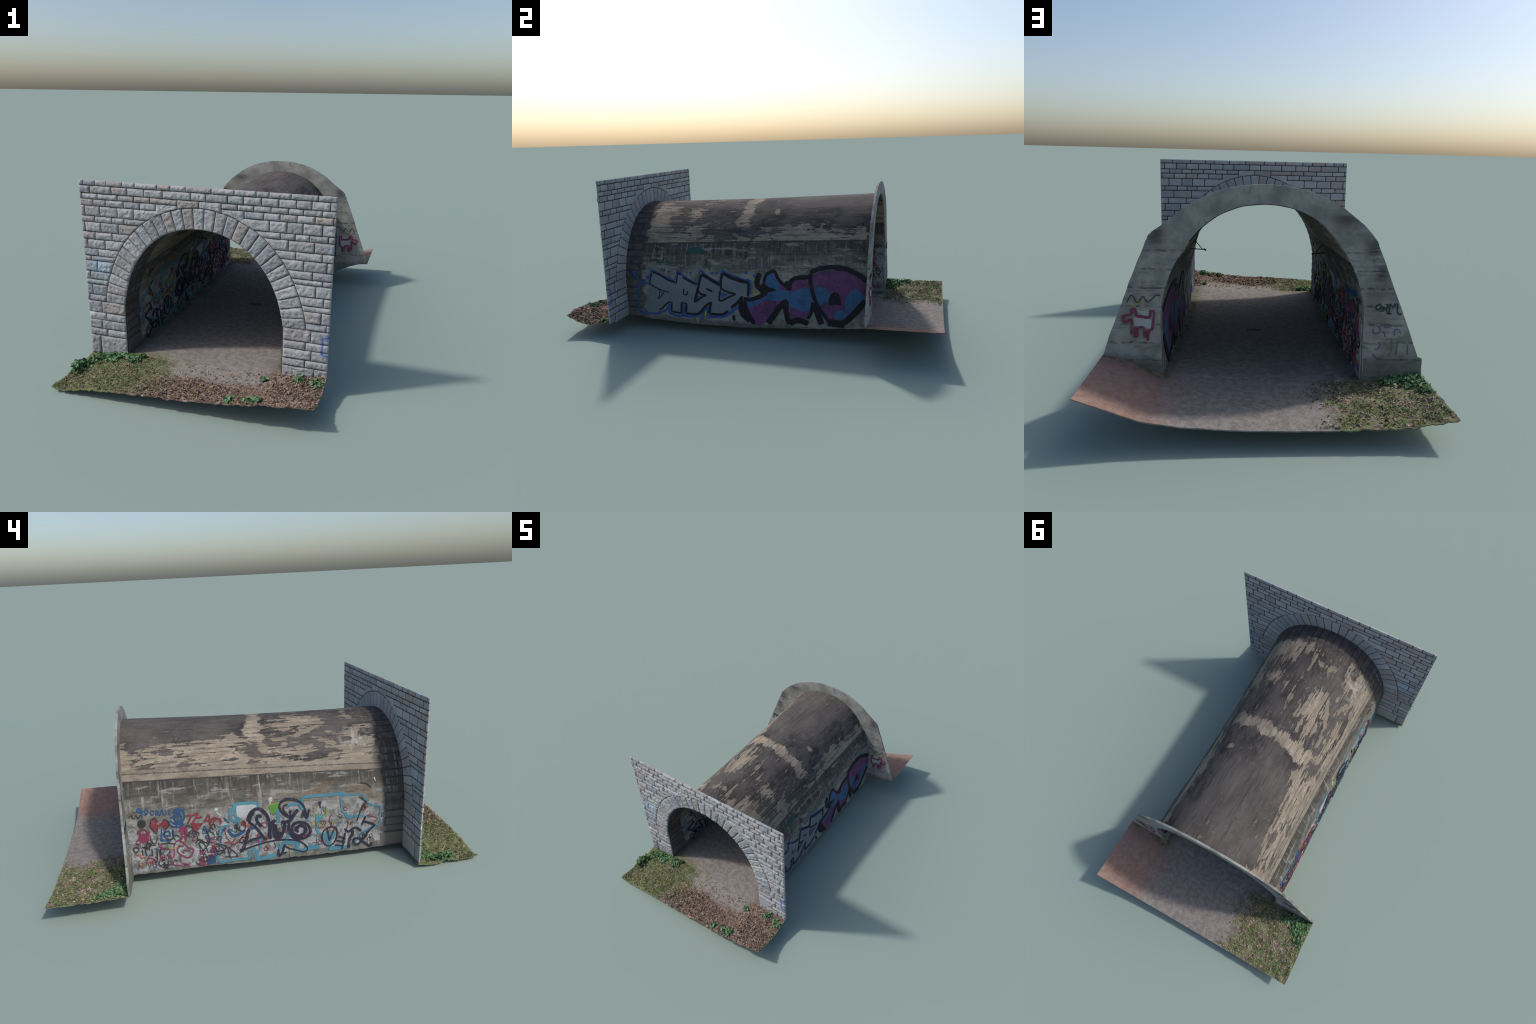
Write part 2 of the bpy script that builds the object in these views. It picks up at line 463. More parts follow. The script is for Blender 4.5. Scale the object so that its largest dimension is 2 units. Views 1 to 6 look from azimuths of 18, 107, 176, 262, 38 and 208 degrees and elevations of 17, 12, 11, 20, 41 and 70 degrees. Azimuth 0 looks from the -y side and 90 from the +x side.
def earth():
    P, x, y, z = position()
    n1 = tex_noise(P, 9, 5, .6)
    n2 = tex_noise(P, 40, 5, .65)
    n3 = tex_noise(P, 170, 4, .7)
    cell = tex_cells(P, 95)
    path = mix(ss(.3, .7, n2), (.185, .165, .15), (.29, .265, .245))
    path = mix(ss(.57, .66, n3) * .6, path, (.42, .39, .37))
    path = mix(ss(.42, .30, n3) * .5, path, (.085, .075, .068))
    red = mix(ss(.3, .7, n2), (.25, .155, .125), (.33, .225, .185))
    c = mix(ss(.22, .42, x + (n1 - .5) * .22) * ss(.55, .72, y), path, red)
    litter = ramp(cell, (0, (.075, .052, .042)), (.2, (.14, .098, .076)), (.42, (.205, .145, .112)), (.6, (.11, .078, .062)),
                  (.75, (.28, .21, .17)), (.9, (.17, .118, .09)), (1, (.38, .30, .25)))
    grass = mix(ss(.3, .7, n2), (.105, .135, .048), (.205, .240, .105))
    grass = mix(ss(.52, .64, tex_noise(P, 90, 4)) * .6, grass, (.20, .172, .135))
    front = ss(-.62, -.70, y)
    bare = y + 1.10 * ab(x - .10) * ss(-.02, .10, x) * .45 + .9 * ab(x - .05) * ss(.10, -.02, x)
    m = front * ss(-.76, -.82, y + (n1 - .5) * .16 + .07 * x)
    m = mx(m, front * ss(.30, .38, x + (n1 - .5) * .1))
    m = mx(m, front * ss(-.12, -.22, x + (n1 - .5) * .1))
    c = mix(m, c, litter)
    g = front * ss(-.02, -.26, x + (n1 - .5) * .34 + (n2 - .5) * .3 - (y + .85) * .35)
    g = mx(g, front * ss(.62, .70, n1) * .6)
    g = mx(g, front * ss(.50, .57, x + (n1 - .5) * .08) * ss(.4, .6, n2))
    c = mix(g * .80, c, grass)
    back = ss(.60, .72, y)
    gr = back * ss(-.14, -.26, x + (n1 - .5) * .20)
    c = mix(gr * .9, c, mix(ss(.48, .62, tex_noise(P, 24, 5)), grass, litter))
    edge = mx(ss(-.26, -.33, x + (n1 - .5) * .12), ss(.315, .37, x + (n1 - .5) * .10)) * ss(-.70, -.62, y) * ss(.75, .66, y)
    c = mix(edge * ss(.38, .62, n2) * .85, c, (.06, .075, .030))
    dsp = ss(.05, .025, op('SQRT', op('POWER', x - .04, 2.0) + op('POWER', (y - .05) * 2.0, 2.0)) + (n2 - .5) * .05)
    c = mix(dsp * .6, c, (.05, .045, .042))
    return c, bump(n3 * .6 + n2, .6, .004)

def leaf_colour(*stops):
    def build():
        P, x, y, z = position()
        return ramp(tex_cells(P, 60), *stops), bump(tex_noise(P, 300, 2), .3, .001)
    return build

def paint(colour, worn=.35, wash=(.40, .40, .38)):
    def build():
        P, x, y, z = position()
        n = tex_noise(vec(x * 40.0, y * 40.0, z * 26.0), 1, 5, .7)
        m = tex_noise(P, 14, 3)
        c = mix(ss(.35, .65, m) * .35, colour, tuple(k * .62 for k in colour))
        c = mix(ss(.55, .70, n) * worn, c, wash)
        return c, bump(n, .25, .002)
    return build

def plain(colour):
    def build():
        P, x, y, z = position()
        return mix(tex_noise(P, 90, 4), tuple(k * .7 for k in colour), tuple(k * 1.25 for k in colour)), bump(tex_noise(P, 120, 4), .4, .003)
    return build

M = {
    'granite': material('granite', granite, .88),
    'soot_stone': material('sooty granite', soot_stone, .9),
    'mortar': material('mortar', plain((.055, .052, .05)), .95),
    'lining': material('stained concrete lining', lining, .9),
    'portal': material('grey cast concrete', portal_concrete, .92),
    'earth': material('path and soil', earth, .97, .1),
    'iron': material('dark iron', plain((.02, .02, .022)), .6),
    'leaf_brown': material('dead leaf brown', leaf_colour((0, (.105, .072, .056)), (.5, (.205, .142, .108)), (1, (.31, .225, .175))), .8, .2),
    'leaf_pale': material('dead leaf pale', leaf_colour((0, (.25, .185, .15)), (.5, (.34, .265, .22)), (1, (.42, .345, .30))), .8, .2),
    'leaf_gold': material('dead leaf gold', leaf_colour((0, (.42, .22, .06)), (.5, (.55, .40, .07)), (1, (.40, .24, .08))), .75, .2),
    'herb': material('green herb leaf', leaf_colour((0, (.065, .135, .055)), (.5, (.12, .225, .10)), (1, (.19, .31, .155))), .75, .25),
    'grass': material('grass blade', leaf_colour((0, (.080, .115, .038)), (.5, (.140, .185, .068)), (1, (.22, .265, .115))), .8, .2),
}

# ------------------------------------------------------------------ the thing and its parts
ROOT = bpy.data.objects.new("tunnel_underpass", None)
bpy.context.scene.collection.objects.link(ROOT)
ROOT["label"] = "short vaulted tunnel with granite arch front, graffiti walls and concrete portal"
ROOT["category"] = "tunnel"

def wall_shift(x):
    """the granite wall is turned by less than a degree"""
    return .0129 * (x - .036)

# ---- granite portal wall: mortar core with single stones in it
CX, CZ = .034, .285                                   # centre of the voussoir arch
WALL_L, WALL_R, WALL_TOP = -.508, .580, .825
R_OUT = [(0, .457), (14, .4545), (30, .4515), (45, .445), (60, .439), (70, .438), (78, .441), (84, .446), (90, .449)]
COURSES = [.826, .803, .770, .746, .717, .673, .647, .604, .571, .529, .496, .474, .425, .388, .365, .316, .286, .232, .196, .153, .119, .0]
# vertical joints of each course, left and right of the arch
JOINTS = [
    (-.487, -.430, -.378, -.302, -.245, -.144, -.086, -.020, .089, .183, .271, .322, .407, .510),
    (-.456, -.354, -.280, -.204, -.121, .003, .066, .157, .221, .293, .361, .428, .487, .556),
    (-.495, -.422, -.327, -.251, -.178, -.058, .036, .130, .197, .263, .331, .400, .456, .527),
    (-.444, -.384, -.301, -.226, -.155, -.058, .130, .224, .303, .367, .433, .501, .571),
    (-.488, -.415, -.332, -.256, -.157, .225, .326, .395, .457, .531),
    (-.442, -.360, -.302, .370, .428, .484, .555),
    (-.492, -.415, -.331, .402, .504),
    (-.446, -.364, .433, .536), (-.485, -.400, .465, .555), (-.437, .501), (-.474, .542), (-.446, .516), (-.484, .549),
    (), (-.479, .543), (-.497, .565), (-.439, .505), (-.419, .485), (-.444, .510), (-.419, .486), (-.457, .525)]
GAP = .0015

def intrados(th):
    return tab(R_FRONT, abs(90 - th))

def extrados(th):
    return tab(R_OUT, abs(90 - th))

def arch_x(z, side):
    """outer edge of the arch ring (or of the jamb opening below it) at height z"""
    if z < CZ:
        return CX + side * .3585 + side * .001
    lo, hi = 0.0, 90.0
    for _ in range(24):
        m = (lo + hi) / 2
        if CZ + extrados(m) * math.sin(math.radians(m)) < z:
            lo = m
        else:
            hi = m
    return CX + side * extrados(lo) * math.cos(math.radians(lo))

def arch_z(x):
    d = abs(x - CX)
    lo, hi = 0.0, 90.0
    for _ in range(24):
        m = (lo + hi) / 2
        if extrados(m) * math.cos(math.radians(m)) > d:
            lo = m
        else:
            hi = m
    return CZ + extrados(lo) * math.sin(math.radians(lo))

RING_TOP = CZ + extrados(90)
base_at = lambda x: tab(AT_WALL, x) - .006

outline = [(WALL_L + .002, base_at(WALL_L)), (WALL_L + .002, WALL_TOP - .002), (WALL_R - .002, WALL_TOP - .002), (WALL_R - .002, base_at(WALL_R))]
outline.append((CX + .3605, base_at(.395)))
for i in range(0, 61):
    th = i * 3
    outline.append((CX + (intrados(th) + .002) * math.cos(math.radians(th)), CZ + (intrados(th) + .002) * math.sin(math.radians(th))))
outline.append((CX - .3605, base_at(-.327)))
wall = slab("front_wall", outline, FRONT_Y - .0015, FRONT_Y + .0025, M['mortar'], ROOT, yfun=wall_shift)

def stone(name, corner, nu, nv, parent, seed, mat, rock=1.0):
    """one rock-faced block; corner(u, v) gives x, z over the face"""
    front, back = [], []
    lean = (RNG.uniform(-.0012, .0012), RNG.uniform(-.0012, .0012), RNG.uniform(-.0010, .0012))
    for i in range(nu):
        for j in range(nv):
            u, v = i / (nu - 1), j / (nv - 1)
            x, z = corner(u, v)
            ex = min(i, nu - 1 - i) / 2.0
            ez = min(j, nv - 1 - j) / 2.0
            rim = min(ex, ez, 1.0)
            rim = rim * (2 - rim)
            h = .0012 + rim * (.0042 + lean[2] + lean[0] * (2 * u - 1) + lean[1] * (2 * v - 1))
            r1 = fbm(x * 62, z * 62, seed * 3.7, 4)
            r2 = 1.0 - abs(fbm(x * 95 + 7, z * 95, seed * 1.9, 3)) * 2.2
            h += rim * rock * (.0030 * r1 + .0022 * r2)
            w = .0006 * fbm(x * 90, z * 90, seed + 11.0, 2)
            front.append((x + w, FRONT_Y + wall_shift(x) - .0015 - max(h, .0002), z + w))
            hb = .0009 + rim * .0030 + rim * .0005 * r1
            back.append((x + w, FRONT_Y + wall_shift(x) + .0012 + hb, z + w))
    vs, fs = shell(front, back, nu, nv)
    return make(name, vs, fs, mat, parent, True, 50)

STEP = .0037
count = 0
for k, joints in enumerate(JOINTS):
    zt, zb = COURSES[k], COURSES[k + 1]
    xs = [WALL_L] + list(joints) + [WALL_R]
    for x0, x1 in zip(xs, xs[1:]):
        a, b, lo, hi = x0 + GAP, x1 - GAP, zb + GAP, min(zt - GAP, WALL_TOP)
        spans_crown = False
        if k == 2 and (abs(x0 + .058) < 1e-6 or abs(x0 - .036) < 1e-6):
            spans_crown = True                                # two tall stones sit right on the crown
        if k == 3 and (abs(x0 + .155) < 1e-6 or abs(x0 - .130) < 1e-6):
            spans_crown = True                                # and one beside each of them
        if k == 3 and abs(x0 + .058) < 1e-6:
            continue
        pieces = [(a, b)]
        if not spans_crown and lo < RING_TOP:
            pieces = []
            zl = max(lo, CZ) if k < 16 else lo
            la, ra = arch_x(zl, -1), arch_x(zl, 1)
            if k >= 16:
                la, ra = CX - .3595, CX + .3595
            if x0 < la and x1 > ra:
                pieces = [(a, None), (None, b)]
            elif x0 < arch_x(hi, -1) - .012 and x0 < CX:
                pieces = [(a, b if x1 < la else None)]
            elif x1 > arch_x(hi, 1) + .012 and x1 > CX:
                pieces = [(a if x0 > ra else None, b)]
        for p0, p1 in pieces:
            if spans_crown:
                def corner(u, v, a=a, b=b, hi=hi):
                    x = a + (b - a) * u
                    z0 = arch_z(x) + GAP
                    return x, z0 + (hi - z0) * v
                h = .045
            else:
                def corner(u, v, p0=p0, p1=p1, lo=lo, hi=hi, k=k):
                    z = lo + (hi - lo) * v
                    if k == 20:
                        zb_ = base_at(p0 if p0 is not None and p0 > 0 else (-.42 if p1 is None or p1 < 0 else .45))
                        z = zb_ + (hi - zb_) * v
                    l = p0 if p0 is not None else (arch_x(max(z, CZ + .001), 1) + GAP if k < 16 else CX + .3587)
                    r = p1 if p1 is not None else (arch_x(max(z, CZ + .001), -1) - GAP if k < 16 else CX - .3587)
                    return l + (r - l) * u, z
                h = hi - lo if k < 20 else .07
            w = abs(corner(1, 1)[0] - corner(0, 1)[0])
            w2 = abs(corner(1, 0)[0] - corner(0, 0)[0])
            if max(w, w2) < .006:
                continue
            count += 1
            stone("stone_block", corner, max(5, int(max(w, w2) / STEP)), max(6, int(h / STEP)), wall, count, M['granite'])

# ---- arch ring of 29 voussoirs
VOUSSOIRS = 29
ring = bpy.data.objects.new("arch_ring", None)
bpy.context.scene.collection.objects.link(ring)
ring.parent = ROOT
for i in range(VOUSSOIRS):
    t0, t1 = 180 * i / VOUSSOIRS, 180 * (i + 1) / VOUSSOIRS
    def corner(u, v, t0=t0, t1=t1):
        g = math.degrees(GAP * .8 / .40)
        th = t0 + g + (t1 - t0 - 2 * g) * (1 - v)
        r0, r1 = intrados(th) - .0015, extrados(th) - GAP * .6
        r = r0 + (r1 - r0) * u
        return CX + r * math.cos(math.radians(th)), CZ + r * math.sin(math.radians(th))
    stone("voussoir", corner, 26, 13, ring, 400 + i, M['granite'], 1.0)

# ---- dressed quoins that turn the arch into the tunnel
reveal = bpy.data.objects.new("arch_reveal", None)
bpy.context.scene.collection.objects.link(reveal)
reveal.parent = ROOT
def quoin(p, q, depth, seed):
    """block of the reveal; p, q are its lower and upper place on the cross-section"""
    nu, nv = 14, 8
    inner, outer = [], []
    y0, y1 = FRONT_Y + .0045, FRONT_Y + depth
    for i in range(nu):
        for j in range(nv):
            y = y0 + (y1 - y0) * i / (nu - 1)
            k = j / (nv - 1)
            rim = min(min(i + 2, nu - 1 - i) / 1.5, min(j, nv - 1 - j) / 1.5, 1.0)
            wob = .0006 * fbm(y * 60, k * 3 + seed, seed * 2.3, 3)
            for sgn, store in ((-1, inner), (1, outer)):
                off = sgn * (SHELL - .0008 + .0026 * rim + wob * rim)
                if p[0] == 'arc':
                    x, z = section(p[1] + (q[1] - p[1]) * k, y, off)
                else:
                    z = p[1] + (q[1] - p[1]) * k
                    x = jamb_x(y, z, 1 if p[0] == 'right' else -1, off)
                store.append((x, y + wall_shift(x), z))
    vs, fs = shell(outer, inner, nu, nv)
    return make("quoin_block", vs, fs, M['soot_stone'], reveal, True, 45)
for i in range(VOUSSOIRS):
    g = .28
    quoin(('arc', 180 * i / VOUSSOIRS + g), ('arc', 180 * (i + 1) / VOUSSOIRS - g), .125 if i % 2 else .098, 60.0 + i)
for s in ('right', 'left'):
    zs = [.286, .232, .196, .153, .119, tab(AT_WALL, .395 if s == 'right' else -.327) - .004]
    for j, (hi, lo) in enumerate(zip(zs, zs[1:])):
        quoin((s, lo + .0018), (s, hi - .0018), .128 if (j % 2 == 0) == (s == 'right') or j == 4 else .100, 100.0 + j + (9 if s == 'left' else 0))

# ---- the concrete lining
NY = 150
ys = [FRONT_Y + .004 + (REAR_Y - .002 - FRONT_Y - .004) * i / (NY - 1) for i in range(NY)]
inner, outer = [], []
for y in ys:
    cz = centre(y)[1]
    path = []
    for i in range(14):
        path.append(('r', i / 14))
    for i in range(91):
        path.append(('a', i * 2.0))
    for i in range(13, -1, -1):
        path.append(('l', i / 14))
    for kind, t in path:
        for sgn, store in ((-1, inner), (1, outer)):
            if kind == 'a':
                wob = .0011 * fbm(y * 5, t * .11, 2.0, 3)
                x, z = section(t, y, sgn * SHELL + wob)
            else:
                sd = 1 if kind == 'r' else -1
                zb = ground_z(sd * .36 + .02, y) - .006 + .006 * max(0, fbm(y * 22, 1.7, 4.0 * sd, 3))
                z = zb + (cz - zb) * t
                x = jamb_x(y, z, sd, sgn * SHELL + .0008 * fbm(y * 8, t * 3, 5.0 + sd, 3))
            store.append((x, y + wall_shift(x) * (1 - along(y)), z))
NS = 14 + 91 + 14
vs, fs = shell(outer, inner, NY, NS)
lining_ob = make("tunnel_lining", vs, fs, M['lining'], ROOT, True, 40)

# ---- concrete portal at the far end
OUTER = [(.577, .166), (.553, .241), (.509, .353), (.474, .445), (.444, .518), (.412, .598), (.361, .636), (.288, .693), (.245, .720), (.189, .746),
         (.15, .758), (.11, .767), (.07, .772), (.03, .774), (-.02, .773), (-.064, .769), (-.11, .761), (-.152, .749), (-.205, .727), (-.256, .698),
         (-.328, .642), (-.357, .611), (-.378, .584), (-.386, .563), (-.402, .528), (-.447, .417), (-.499, .292), (-.549, .160), (-.566, .154), (-.567, .092)]
po = []
for (x0, z0), (x1, z1) in zip(OUTER, OUTER[1:]):
    n = max(1, int(math.hypot(x1 - x0, z1 - z0) / .012))
    for i in range(n):
        x, z = x0 + (x1 - x0) * i / n, z0 + (z1 - z0) * i / n
        w = .0016 * fbm(x * 30, z * 30, 6.0, 3)
        po.append((x + w, z + w))
po.append(OUTER[-1])
for x in (-.50, -.42):
    po.append((x, tab(AT_PORTAL, x) - .003))
po.append((section(180, REAR_Y)[0], tab(AT_PORTAL, -.345) - .003))
for i in range(0, 46):
    po.append(section(180 - i * 4, REAR_Y, 0.0))
po.append((section(0, REAR_Y)[0] - .002, tab(AT_PORTAL, .375) - .003))
for x in (.43, .48, .53):
    po.append((x, tab(AT_PORTAL, x) - .003))
portal = slab("concrete_portal", po, REAR_Y - .006, REAR_Y + .004, M['portal'], ROOT)

# ---- iron brackets on both walls
def rod(name, a, b, r, parent):
    a, b = Vector(a), Vector(b)
    d = (b - a).normalized()
    u = d.cross(Vector((.3, 1, .2))).normalized()
    w = d.cross(u)
    vs, fs, n = [], [], 8
    for c in (a, b):
        for i in range(n):
            t = 2 * math.pi * i / n
            vs.append(c + (u * math.cos(t) + w * math.sin(t)) * r)
    for i in range(n):
        j = (i + 1) % n
        fs.append([i, j, n + j, n + i])
    fs += [list(range(n))[::-1], list(range(n, 2 * n))]
    return make(name, vs, fs, M['iron'], parent, True, 50)
for side, tip, foot, head, y in ((1, .270, .350, .328, .02), (-1, -.233, -.306, -.286, .01)):
    br = bpy.data.objects.new("wall_bracket", None)
    bpy.context.scene.collection.objects.link(br)
    br.parent = ROOT
    zt = .430 if side > 0 else .415
    rod("bracket_arm", (wall_x(y, zt + .004, side), y, zt + .004), (tip, y, zt), .0021, br)
    rod("bracket_stay", (wall_x(y, zt + .048, side), y, zt + .048), (tip + side * .012, y, zt + .001), .0019, br)
    rod("bracket_end", (tip + side * .006, y, zt + .003), (tip - side * .004, y, zt - .004), .0040, br)

# ---- ground: front apron, tunnel floor, rear apron (edges coincide)
def sheet(name, xs_of_y, ylist, nx, y_of=None):
    top, low = [], []
    for y in ylist:
        x0, x1 = xs_of_y(y)
        for i in range(nx):
            x = x0 + (x1 - x0) * i / (nx - 1)
            yy = y_of(x, y) if y_of else y
            z = ground_point(x, yy)
            top.append((x, yy, z))
            low.append((x, yy, max(z - .0040, 0.0)))
    # x runs fastest; faces must look up
    vs, fs = shell(top, low, len(ylist), nx)
    fs = [f[::-1] for f in fs]
    return make(name, vs, fs, M['earth'], ROOT, True, 55)

def apron_y(x, k):
    e = tab(FRONT_EDGE_Y, x)
    e += (.006 * fbm(x * 14, 0, 1.0, 3) + .003 * fbm(x * 60, 0, 8.0, 2)) * sstep(.6, 1.0, k) if abs(x) < .49 else 0
    return FRONT_Y + (max(e, -.9995) - FRONT_Y) * k
KS = [i / 84 for i in range(84, -1, -1)]
def apron_x(k):
    return (-.511 + .016 * k + .004 * fbm(k * 5, 3, 1, 2), .579 + .0 * k)
sheet("front_ground", apron_x, KS, 270, apron_y)
sheet("tunnel_floor", lambda y: (jamb_x(y, .05, -1, .001), jamb_x(y, .05, 1, .001)),
      [FRONT_Y + (REAR_Y - FRONT_Y) * i / 160 for i in range(161)], 110)
sheet("rear_ground", lambda y: (-.567 - .012 * sstep(REAR_Y, 1.0, y), .5795), [REAR_Y + (1.0 - REAR_Y) * i / 84 for i in range(85)], 270)

# ---- fallen leaves, herbs and grass
def leaf_shape(l, w, curl, fold, pts=((0, 0), (.25, .8), (.6, 1), (1, 0))):
    """midrib with two folded halves; returns local verts and faces"""
    mid, lft, rgt = [], [], []
    for t, k in pts:
        h = curl * l * (t - .5) ** 2 * 4 - curl * l * .3
        mid.append((t * l - l / 2, 0, h))
        lft.append((t * l - l / 2, w * k / 2, h + fold * w * k / 2))
        rgt.append((t * l - l / 2, -w * k / 2, h + fold * w * k / 2))
    n = len(pts)
    fs = []
    for i in range(n - 1):
        fs.append([i, i + 1, n + i + 1, n + i])
        fs.append([i + 1, i, 2 * n + i, 2 * n + i + 1])
    return mid + lft + rgt, fs

def scatter(name, mat, n, place, size, lift, tilt, ratio=(.5, .75), upright=0.0):
    V, F = [], []
    tries = 0
    made = 0
    while made < n and tries < n * 30:
        tries += 1
        p = place()
        if not p:
            continue
        x, y = p
        l = RNG.uniform(*size)
        vs, fs = leaf_shape(l, l * RNG.uniform(*ratio), RNG.uniform(-.25, .45), RNG.uniform(-.2, .5))
        yaw, pit, rol = RNG.uniform(0, 6.283), RNG.gauss(0, tilt) - upright, RNG.gauss(0, tilt)
        cy, sy, cp, sp, cr, sr = math.cos(yaw), math.sin(yaw), math.cos(pit), math.sin(pit), math.cos(rol), math.sin(rol)
        z0 = ground_point(x, y) + RNG.uniform(*lift) + (l * .4 * math.sin(upright) if upright else 0)
        b = len(V)
        for vx, vy, vz in vs:
            vy, vz = vy * cr - vz * sr, vy * sr + vz * cr
            vx, vz = vx * cp + vz * sp, -vx * sp + vz * cp
            V.append((x + vx * cy - vy * sy, y + vx * sy + vy * cy, max(z0 + vz, .0005)))
        F += [[b + i for i in f] for f in fs]
        made += 1
    return make(name, V, F, mat, ROOT, True, 60, "stuff")

def in_front():
    x = RNG.uniform(-.50, .573)
    return x, RNG.uniform(tab(FRONT_EDGE_Y, x) + .008, FRONT_Y - .004)
def bare_path(x, y):
    return y > -.80 - .25 * abs(x - .08) + .05 * fbm(x * 8, y * 8, 0, 2) and -.20 < x < .36
def litter_spot():
    x, y = in_front()
    if bare_path(x, y) and RNG.random() < .93:
        return None
    keep = .22 + .78 * sstep(-.22, .0, x + .1 * fbm(x * 6, y * 6, 4, 2))
    return (x, y) if RNG.random() < keep else None
def rear_spot():
    x, y = RNG.uniform(-.57, .1), RNG.uniform(.665, .992)
    return (x, y) if RNG.random() < sstep(-.10, -.28, x + .08 * fbm(x * 7, y * 7, 2, 2)) else None
def both():
    return litter_spot() if RNG.random() < .72 else rear_spot()
def grass_spot():
    if RNG.random() < .55:
        x, y = in_front()
        return (x, y) if RNG.random() < sstep(.02, -.25, x + .15 * fbm(x * 9, y * 9, 4, 2)) else None
    p = rear_spot()
    return p if p and fbm(p[0] * 14, p[1] * 14, 3, 2) > -.05 else None
CLUMPS = [(-.475, -.815, .030), (-.455, -.755, .028), (-.42, -.725, .030), (-.385, -.715, .028), (-.34, -.705, .024), (-.30, -.715, .030), (-.27, -.735, .026),
          (-.25, -.700, .022), (-.36, -.745, .022), (.335, -.925, .022), (.365, -.935, .018), (.255, -.945, .016), (.335, -.745, .010), (.47, -.72, .016), (.545, -.73, .020),
          (-.545, .675, .026), (-.52, .69, .028), (-.48, .685, .024), (-.44, .70, .022), (-.555, .72, .024), (-.50, .74, .022), (-.545, .78, .020), (-.47, .66, .014)]
def clump_spot():
    cx, cy, r = RNG.choice(CLUMPS)
    x, y = RNG.gauss(cx, r * .55), RNG.gauss(cy, r * .55)
    return (x, y) if -.565 < x < .575 and (y < FRONT_Y - .006 or y > REAR_Y + .008) and (y > tab(FRONT_EDGE_Y, x) + .004) else None
scatter("dead_leaf", M['leaf_brown'], 4200, litter_spot, (.006, .015), (.0003, .003), .35)
scatter("dead_leaf", M['leaf_brown'], 500, rear_spot, (.006, .013), (.0003, .003), .35)
scatter("dead_leaf", M['leaf_pale'], 1300, both, (.005, .012), (.0005, .0035), .35)
scatter("dead_leaf", M['leaf_pale'], 260, in_front, (.005, .011), (.0005, .003), .35)
scatter("dead_leaf", M['leaf_pale'], 500, rear_spot, (.005, .012), (.0005, .0035), .35)
scatter("dead_leaf", M['leaf_gold'], 70, both, (.006, .014), (.001, .004), .3)
scatter("herb_leaf", M['herb'], 160, lambda: (RNG.gauss(-.482, .010), RNG.gauss(-.825, .022)), (.012, .022), (.004, .022), .6, (.7, 1.0))
scatter("herb_leaf", M['herb'], 1300, clump_spot, (.009, .019), (.001, .013), .5, (.7, 1.0))
scatter("grass_blade", M['grass'], 7000, grass_spot, (.006, .014), (.0, .002), .4, (.14, .26), .45)

# a few loose stones of the path
scatter("gravel", M['leaf_pale'], 160, lambda: (RNG.uniform(-.25, .55), RNG.uniform(.66, .99)), (.003, .006), (.0, .0008), .2, (.7, 1.0))

# ------------------------------------------------------------------ spray paint
# Every mark is a pen stroke (width, control points), a dot or a filled shape, drawn in centimetres on a chart of the
# surface it stands on: (y, z) on the two tunnel walls, (x, z) on the portal.  It has real thickness and goes through the
# thin lining, so it shows outside and inside.
def catmull(pts, step=.006):
    if len(pts) == 2:
        pts = [pts[0], ((pts[0][0] + pts[1][0]) / 2, (pts[0][1] + pts[1][1]) / 2), pts[1]]
    P = [pts[0]] + list(pts) + [pts[-1]]
    out = []
    for a, b, c, d in zip(P, P[1:], P[2:], P[3:]):
        n = max(2, int(math.hypot(c[0] - b[0], c[1] - b[1]) / step))
        for i in range(n):
            t = i / n
            out.append(tuple(.5 * (2 * b[k] + (c[k] - a[k]) * t + (2 * a[k] - 5 * b[k] + 4 * c[k] - d[k]) * t * t
                                   + (3 * b[k] - a[k] - 3 * c[k] + d[k]) * t ** 3) for k in (0, 1)))
    out.append(tuple(pts[-1]))
    return out

def flat_mark(bm, kind, w, pts, lay):
    """adds a mark to bm in chart coordinates, as triangles small enough to follow the wall"""
    pts = [(a / 100, b / 100) for a, b in pts]
    w = w / 100
    if kind == 'dot':
        c = pts[0]
        ring = []
        for i in range(18):
            t = 2 * math.pi * i / 18
            r = w / 2 * (1 + .10 * fbm(c[0] * 40 + math.cos(t), c[1] * 40 + math.sin(t), 1.0, 2))
            ring.append((c[0] + r * math.cos(t), c[1] + r * math.sin(t)))
        polys = [ring]
    elif kind == 'fill':
        ring = catmull(pts + [pts[0]], .012)[:-1] if len(pts) > 4 else pts
        ring = [(a + .0012 * fbm(a * 60, b * 60, 2.0, 2), b + .0012 * fbm(a * 60, b * 60, 5.0, 2)) for a, b in ring]
        polys = [ring]
    else:
        path = catmull(pts)
        L, R = [], []
        n = len(path)
        for i, p in enumerate(path):
            q0, q1 = path[max(i - 1, 0)], path[min(i + 1, n - 1)]
            dx, dz = q1[0] - q0[0], q1[1] - q0[1]
            d = math.hypot(dx, dz) or 1e-6
            end = min(i, n - 1 - i)
            k = w / 2 * (1 + .16 * fbm(p[0] * 45, p[1] * 45, w * 300, 2)) * (.62 if end == 0 else .9 if end == 1 else 1)
            L.append((p[0] - dz / d * k, p[1] + dx / d * k))
            R.append((p[0] + dz / d * k, p[1] - dx / d * k))
        ls = [bm.verts.new((a, lay + i * 1.5e-6, b)) for i, (a, b) in enumerate(L)]
        rs = [bm.verts.new((a, lay + i * 1.5e-6, b)) for i, (a, b) in enumerate(R)]
        for i in range(n - 1):
            bm.faces.new((ls[i], ls[i + 1], rs[i + 1], rs[i]))
        return
    for poly in polys:
        bm.faces.new([bm.verts.new((a, lay, b)) for a, b in poly])

